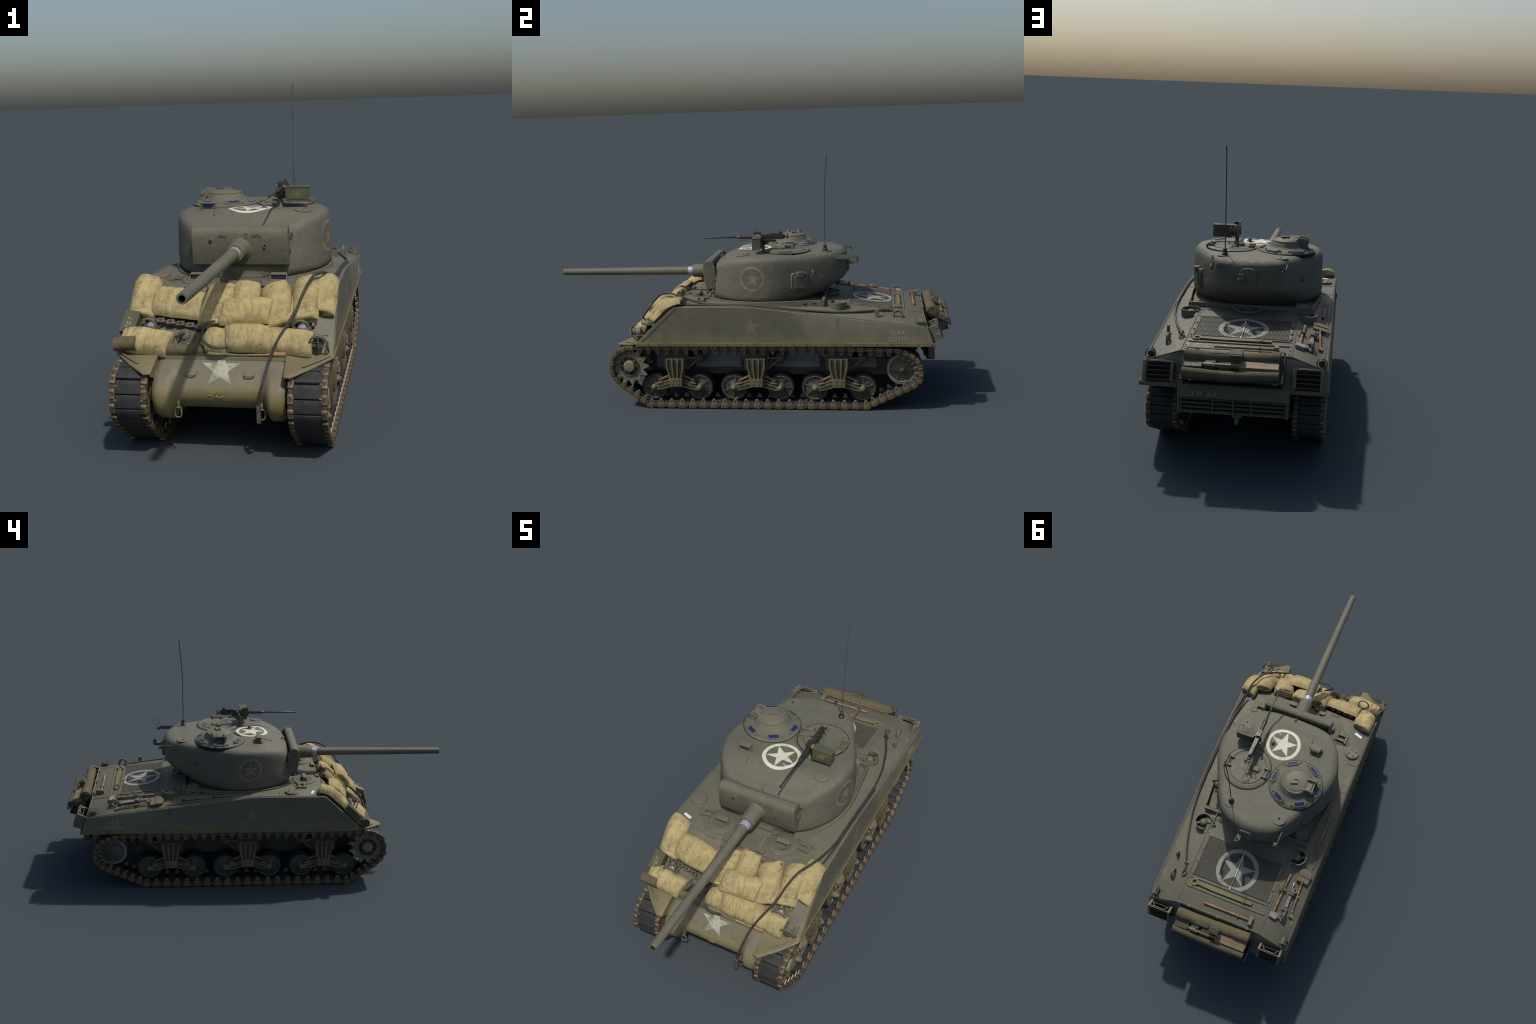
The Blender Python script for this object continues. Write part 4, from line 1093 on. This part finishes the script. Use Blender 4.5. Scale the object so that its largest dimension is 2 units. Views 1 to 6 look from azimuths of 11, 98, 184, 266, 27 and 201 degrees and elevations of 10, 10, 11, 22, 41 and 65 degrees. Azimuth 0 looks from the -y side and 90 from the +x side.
def roll(pts, r, name, mat='tarp', parent=root, seed=0, spiral=True):
    w = B().mat(mat); P = crom(pts, 6); rr = [r*(1+.07*mn.noise(p*30+V((seed, 0, 0)))) for p in P]
    w.tube(P, rr, 14)
    if spiral:
        for e, o in ((P[0], P[1]), (P[-1], P[-2])):
            d = (e-o).normalized(); u = V((0, 0, 1)); v = d.cross(u)
            w.tube([e+d*.001+(u*math.cos(a*.6)+v*math.sin(a*.6))*(r*.12+r*.78*a/26) for a in range(27)], .0016, 5)
    return w.finish(name, parent)
roll([gpt(-.205, -.004, .020), gpt(-.13, -.005, .021), gpt(-.060, -.004, .020)], .0205, 'tarpaulin_roll', seed=1)
roll([V((-.364, -.545, .360)), V((-.33, -.548, .364)), V((-.288, -.552, .368))], .0245, 'tarpaulin_roll', seed=2)

# spare track links behind the bags
h = B().mat('spare').at(mtx=GM)
for i in range(6):
    x = -.262+i*.035
    h.box((x, .112-.010*i*.6, .018), (.026, .018, .020)); h.box((x, .222-.004*i, .018), (.026, .016, .020)); h.cyl((x-.017, .112-.006*i, .018), (x+.018, .112-.006*i, .018), .005, n=6)
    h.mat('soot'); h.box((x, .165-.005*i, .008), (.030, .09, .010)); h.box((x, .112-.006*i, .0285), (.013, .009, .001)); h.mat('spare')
for i in range(3): h.box((.005+.05*i, .225, .018), (.035, .03, .02))
h.finish('spare_track_links', hull, bevel=.0012)
h = B().mat('brownblock').at(mtx=GM)
h.box((.020, .254, .020), (.078, .022, .032)); h.box((.150, .252, .022), (.092, .022, .030)); h.box((-.07, .246, .016), (.03, .02, .03)); h.finish('wooden_block', hull, bevel=.002)
h = B().mat('rawwood').at(mtx=GM)
h.box((.2185, .155, .03), (.006, .075, .03)); h.at(); h.prism([(.085, .3375), (.21, .3375), (.2135, .346), (.165, .3465), (.155, .341)], -.560, -.545, 'xz')
h.finish('broken_plank', hull, bevel=.0008)
h = B().mat('gun').at(mtx=GM)
P = crom([V((-.030, .085, .058)), V((-.052, .074, .064)), V((-.064, .045, .066)), V((-.060, .012, .066)), V((-.040, -.012, .066)), V((-.008, -.021, .064)), V((.030, -.016, .06))], 4)
h.mat('cloth'); h.tube(P, [.0022+.0034*math.sin(PI*(i+.5)/len(P))**.5 for i in range(len(P))], 8)
h.finish('helmet_rim', hull)
h = B().mat('tarp').at(mtx=GM); h.box((-.072, .02, .016), (.05, .08, .03)); h.finish('canvas_cover', hull, bevel=.008, seg=2)

# bow machine gun
h = B().mat('cast').at(mtx=GM)
h.prism([(-.180, .016), (-.172, .010), (-.098, .010), (-.090, .016), (-.090, .085), (-.098, .092), (-.172, .092), (-.180, .085)], -.002, .007, 'xy')
h.lathe([(.033, .006), (.030, .013), (.024, .018)], (-.136, .052, 0), n=24); h.ball((-.136, .052, .016), .0225, 20, 10)
h.mat('white'); h.prism([(-.152, .022), (-.118, .022), (-.122, .032), (-.148, .032)], .006, .012, 'xy')
h.mat('gun'); h.cyl((-.138, .046, .035), (-.152, .018, .062), .0042, .0036, 8); h.lathe([(.009, .034), (.006, .040)], (-.137, .049, 0), n=12)
h.finish('bow_machine_gun', hull)

# headlamps with brush guards and siren
def headlamp(s, siren=False):
    x0, s0 = (.315, .020) if siren else (.256, .076)
    P0 = gpt(x0, s0, 0); F = V((0, -1, 0))
    w = B().mat('pale')
    if siren:
        c = P0+V((0, -.022, .030)); w.lathe([(.010, -.028), (.019, -.022), (.0195, -.004), (.017, .0), (.0195, .004), (.019, .016)], c, F, 18)
        for k in range(4): w.box(c+V((0, -.0165, -.011+.0065*k)), (.030, .003, .002))
        w.mat('dark'); w.lathe([(.0165, .0165), (.0165, .017)], c, F, 16); w.mat('pale')
    else:
        c = P0+V((0, -.012, .022)); w.lathe([(.006, -.022), (.014, -.014), (.0165, .004), (.0165, .008)], c, F, 18)
        w.mat('lamp'); w.lathe([(.0155, .008), (.0135, .0125), (.007, .0150), (0, .0155)], c, F, 18); w.mat('pale')
        w.lathe([(.0075, 0), (.0075, .012), (.004, .014)], c+V((0, .002, .014)), (0, -.2, 1), 12)
    k = 1.0 if siren else .95
    # hoop guard standing forward of the lamp, braced back to the plate
    hoop_pts = [P0+V((dx*k, dy, dz)) for dx, dy, dz in ((-.030, -.014, -.004), (-.030, -.034, .014), (-.028, -.042, .034), (-.018, -.046, .050), (0, -.047, .056), (.018, -.046, .050), (.028, -.042, .034), (.030, -.034, .014), (.030, -.014, -.004))]
    w.tube(crom(hoop_pts, 3), .0034, 7)
    for sx in (-1, 1):
        w.tube([P0+V((sx*.029*k, -.036, .020)), P0+V((sx*.027*k, .020, .020))], .0026, 6)
    if siren:
        w.tube([P0+V((0, -.048, .056)), P0+V((0, -.046, .018)), P0+V((0, -.026, -.008))], .0026, 6)
        w.tube([P0+V((-.029, -.037, .020)), P0+V((.029, -.037, .020))], .0026, 6)
        w.at(mtx=GM); w.box((x0, s0+.052, .001), (.050, .005, .003))
    else:
        w.at(mtx=GM); w.box((x0+.034, s0+.03, .008), (.008, .02, .02)); w.box((x0-.034, s0+.03, .008), (.008, .02, .02))
    return w.finish('siren' if siren else 'headlamp', hull, mirror=(s < 0))
headlamp(1); headlamp(-1); headlamp(1, True)
# ammunition box on the glacis
h = B().mat('ammo').at(mtx=GM @ MT((-.329, .089, .024)) @ M.Rotation(-.10, 4, 'Z')); h.box((0, 0, 0), (.052, .085, .040)); h.prism(rr(.020, .036, .006), .019, .0215, 'xy'); h.prism(rr(.016, .032, .005), .0212, .023, 'xy')
abox = h.finish('ammunition_box', hull, bevel=.002)
h = B().mat('yellow').at(mtx=GM @ MT((-.329, .089, .0472)) @ M.Rotation(-.10+PI/2, 4, 'Z'))
for yy, segs in ((.004, ((-.022, .006), (-.008, .012), (.01, .010))), (-.005, ((-.010, .012), (.006, .008)))):
    for xx, wd in segs: h.box((xx, yy, 0), (wd, .0055, .0006))
h.finish('stencil_line', hull, kind='stuff')

# ----------------------------------------------------------------- rear rack with rolls and boxes
h = B().mat('gun')
for s in (1, -1):
    h.tube([(s*.190, .872, .452), (s*.191, .90, .432), (s*.191, .998, .383)], .0032, 6)
    h.prism([(.905, .40), (.905, .352), (.962, .350), (.985, .378)], s*.186-.001, s*.186+.001)
    h.tube([(s*.190, .868, .462), (s*.190, .905, .352)], .003, 6)
h.tube([(-.191, .998, .383), (.191, .998, .383)], .0032, 6)
h.mat('pale'); h.tube([(-.19, .866, .463), (.19, .866, .463)], .0028, 6)
for x in (-.15, 0, .15): h.box((x, .866, .458), (.016, .012, .012))
h.mat('dark'); h.box((0, .945, .352), (.376, .085, .005), rx=.2)
h.mat('paint'); h.box((0, .93, .345), (.36, .03, .006)); h.box((.17, .925, .343), (.02, .03, .02)); h.box((-.16, .925, .343), (.02, .03, .02))
rack = h.finish('stowage_rack', root)
roll([V((.188, .911, .444)), V((.10, .910, .440)), V((.0, .908, .437)), V((-.1, .906, .442)), V((-.178, .905, .448))], .0270, 'tarpaulin_roll', seed=3, parent=root)
roll([V((.188, .977, .400)), V((.10, .978, .396)), V((.0, .978, .393)), V((-.1, .979, .398)), V((-.176, .979, .402))], .0205, 'tarpaulin_roll', seed=4, parent=root)
h = B().mat('ammo'); h.box((.150, .938, .408), (.070, .052, .052), rx=-.35); h.finish('ammunition_box', root, bevel=.002)
h = B().mat('ammo'); h.box((.085, .940, .413), (.040, .045, .050), rx=-.35); h.box((.03, .940, .411), (.045, .045, .046), rx=-.35); h.finish('ammunition_box', root, bevel=.002)
h = B().mat('crate'); h.box((-.100, .938, .414), (.150, .052, .050), rx=-.35); h.finish('wooden_crate', root, bevel=.0015)
h = B().mat('crate'); h.box((.040, .956, .428), (.145, .012, .016), rx=-.35); h.mat('crate'); h.box((-.10, .966, .41), (.14, .01, .02), rx=-.35); h.finish('wooden_board', root, bevel=.001)  # board tinted darker for shade, since sun reaches only a patch
h = B().mat('ammo'); h.box((-.012, .936, .464), (.050, .030, .022), rx=-.45); h.box((-.012, .936, .4765), (.046, .026, .003), rx=-.45); h.box((.055, .933, .470), (.07, .012, .004), rx=-.5); h.finish('small_can', root, bevel=.0015)

for o in (pad0, con0, wheel0, tyre0, idl0, idr0, spr0, win0):
    if not o.users_collection: bpy.data.objects.remove(o)
for o in [o for o in bpy.data.objects if not o.users_collection]: bpy.data.objects.remove(o)
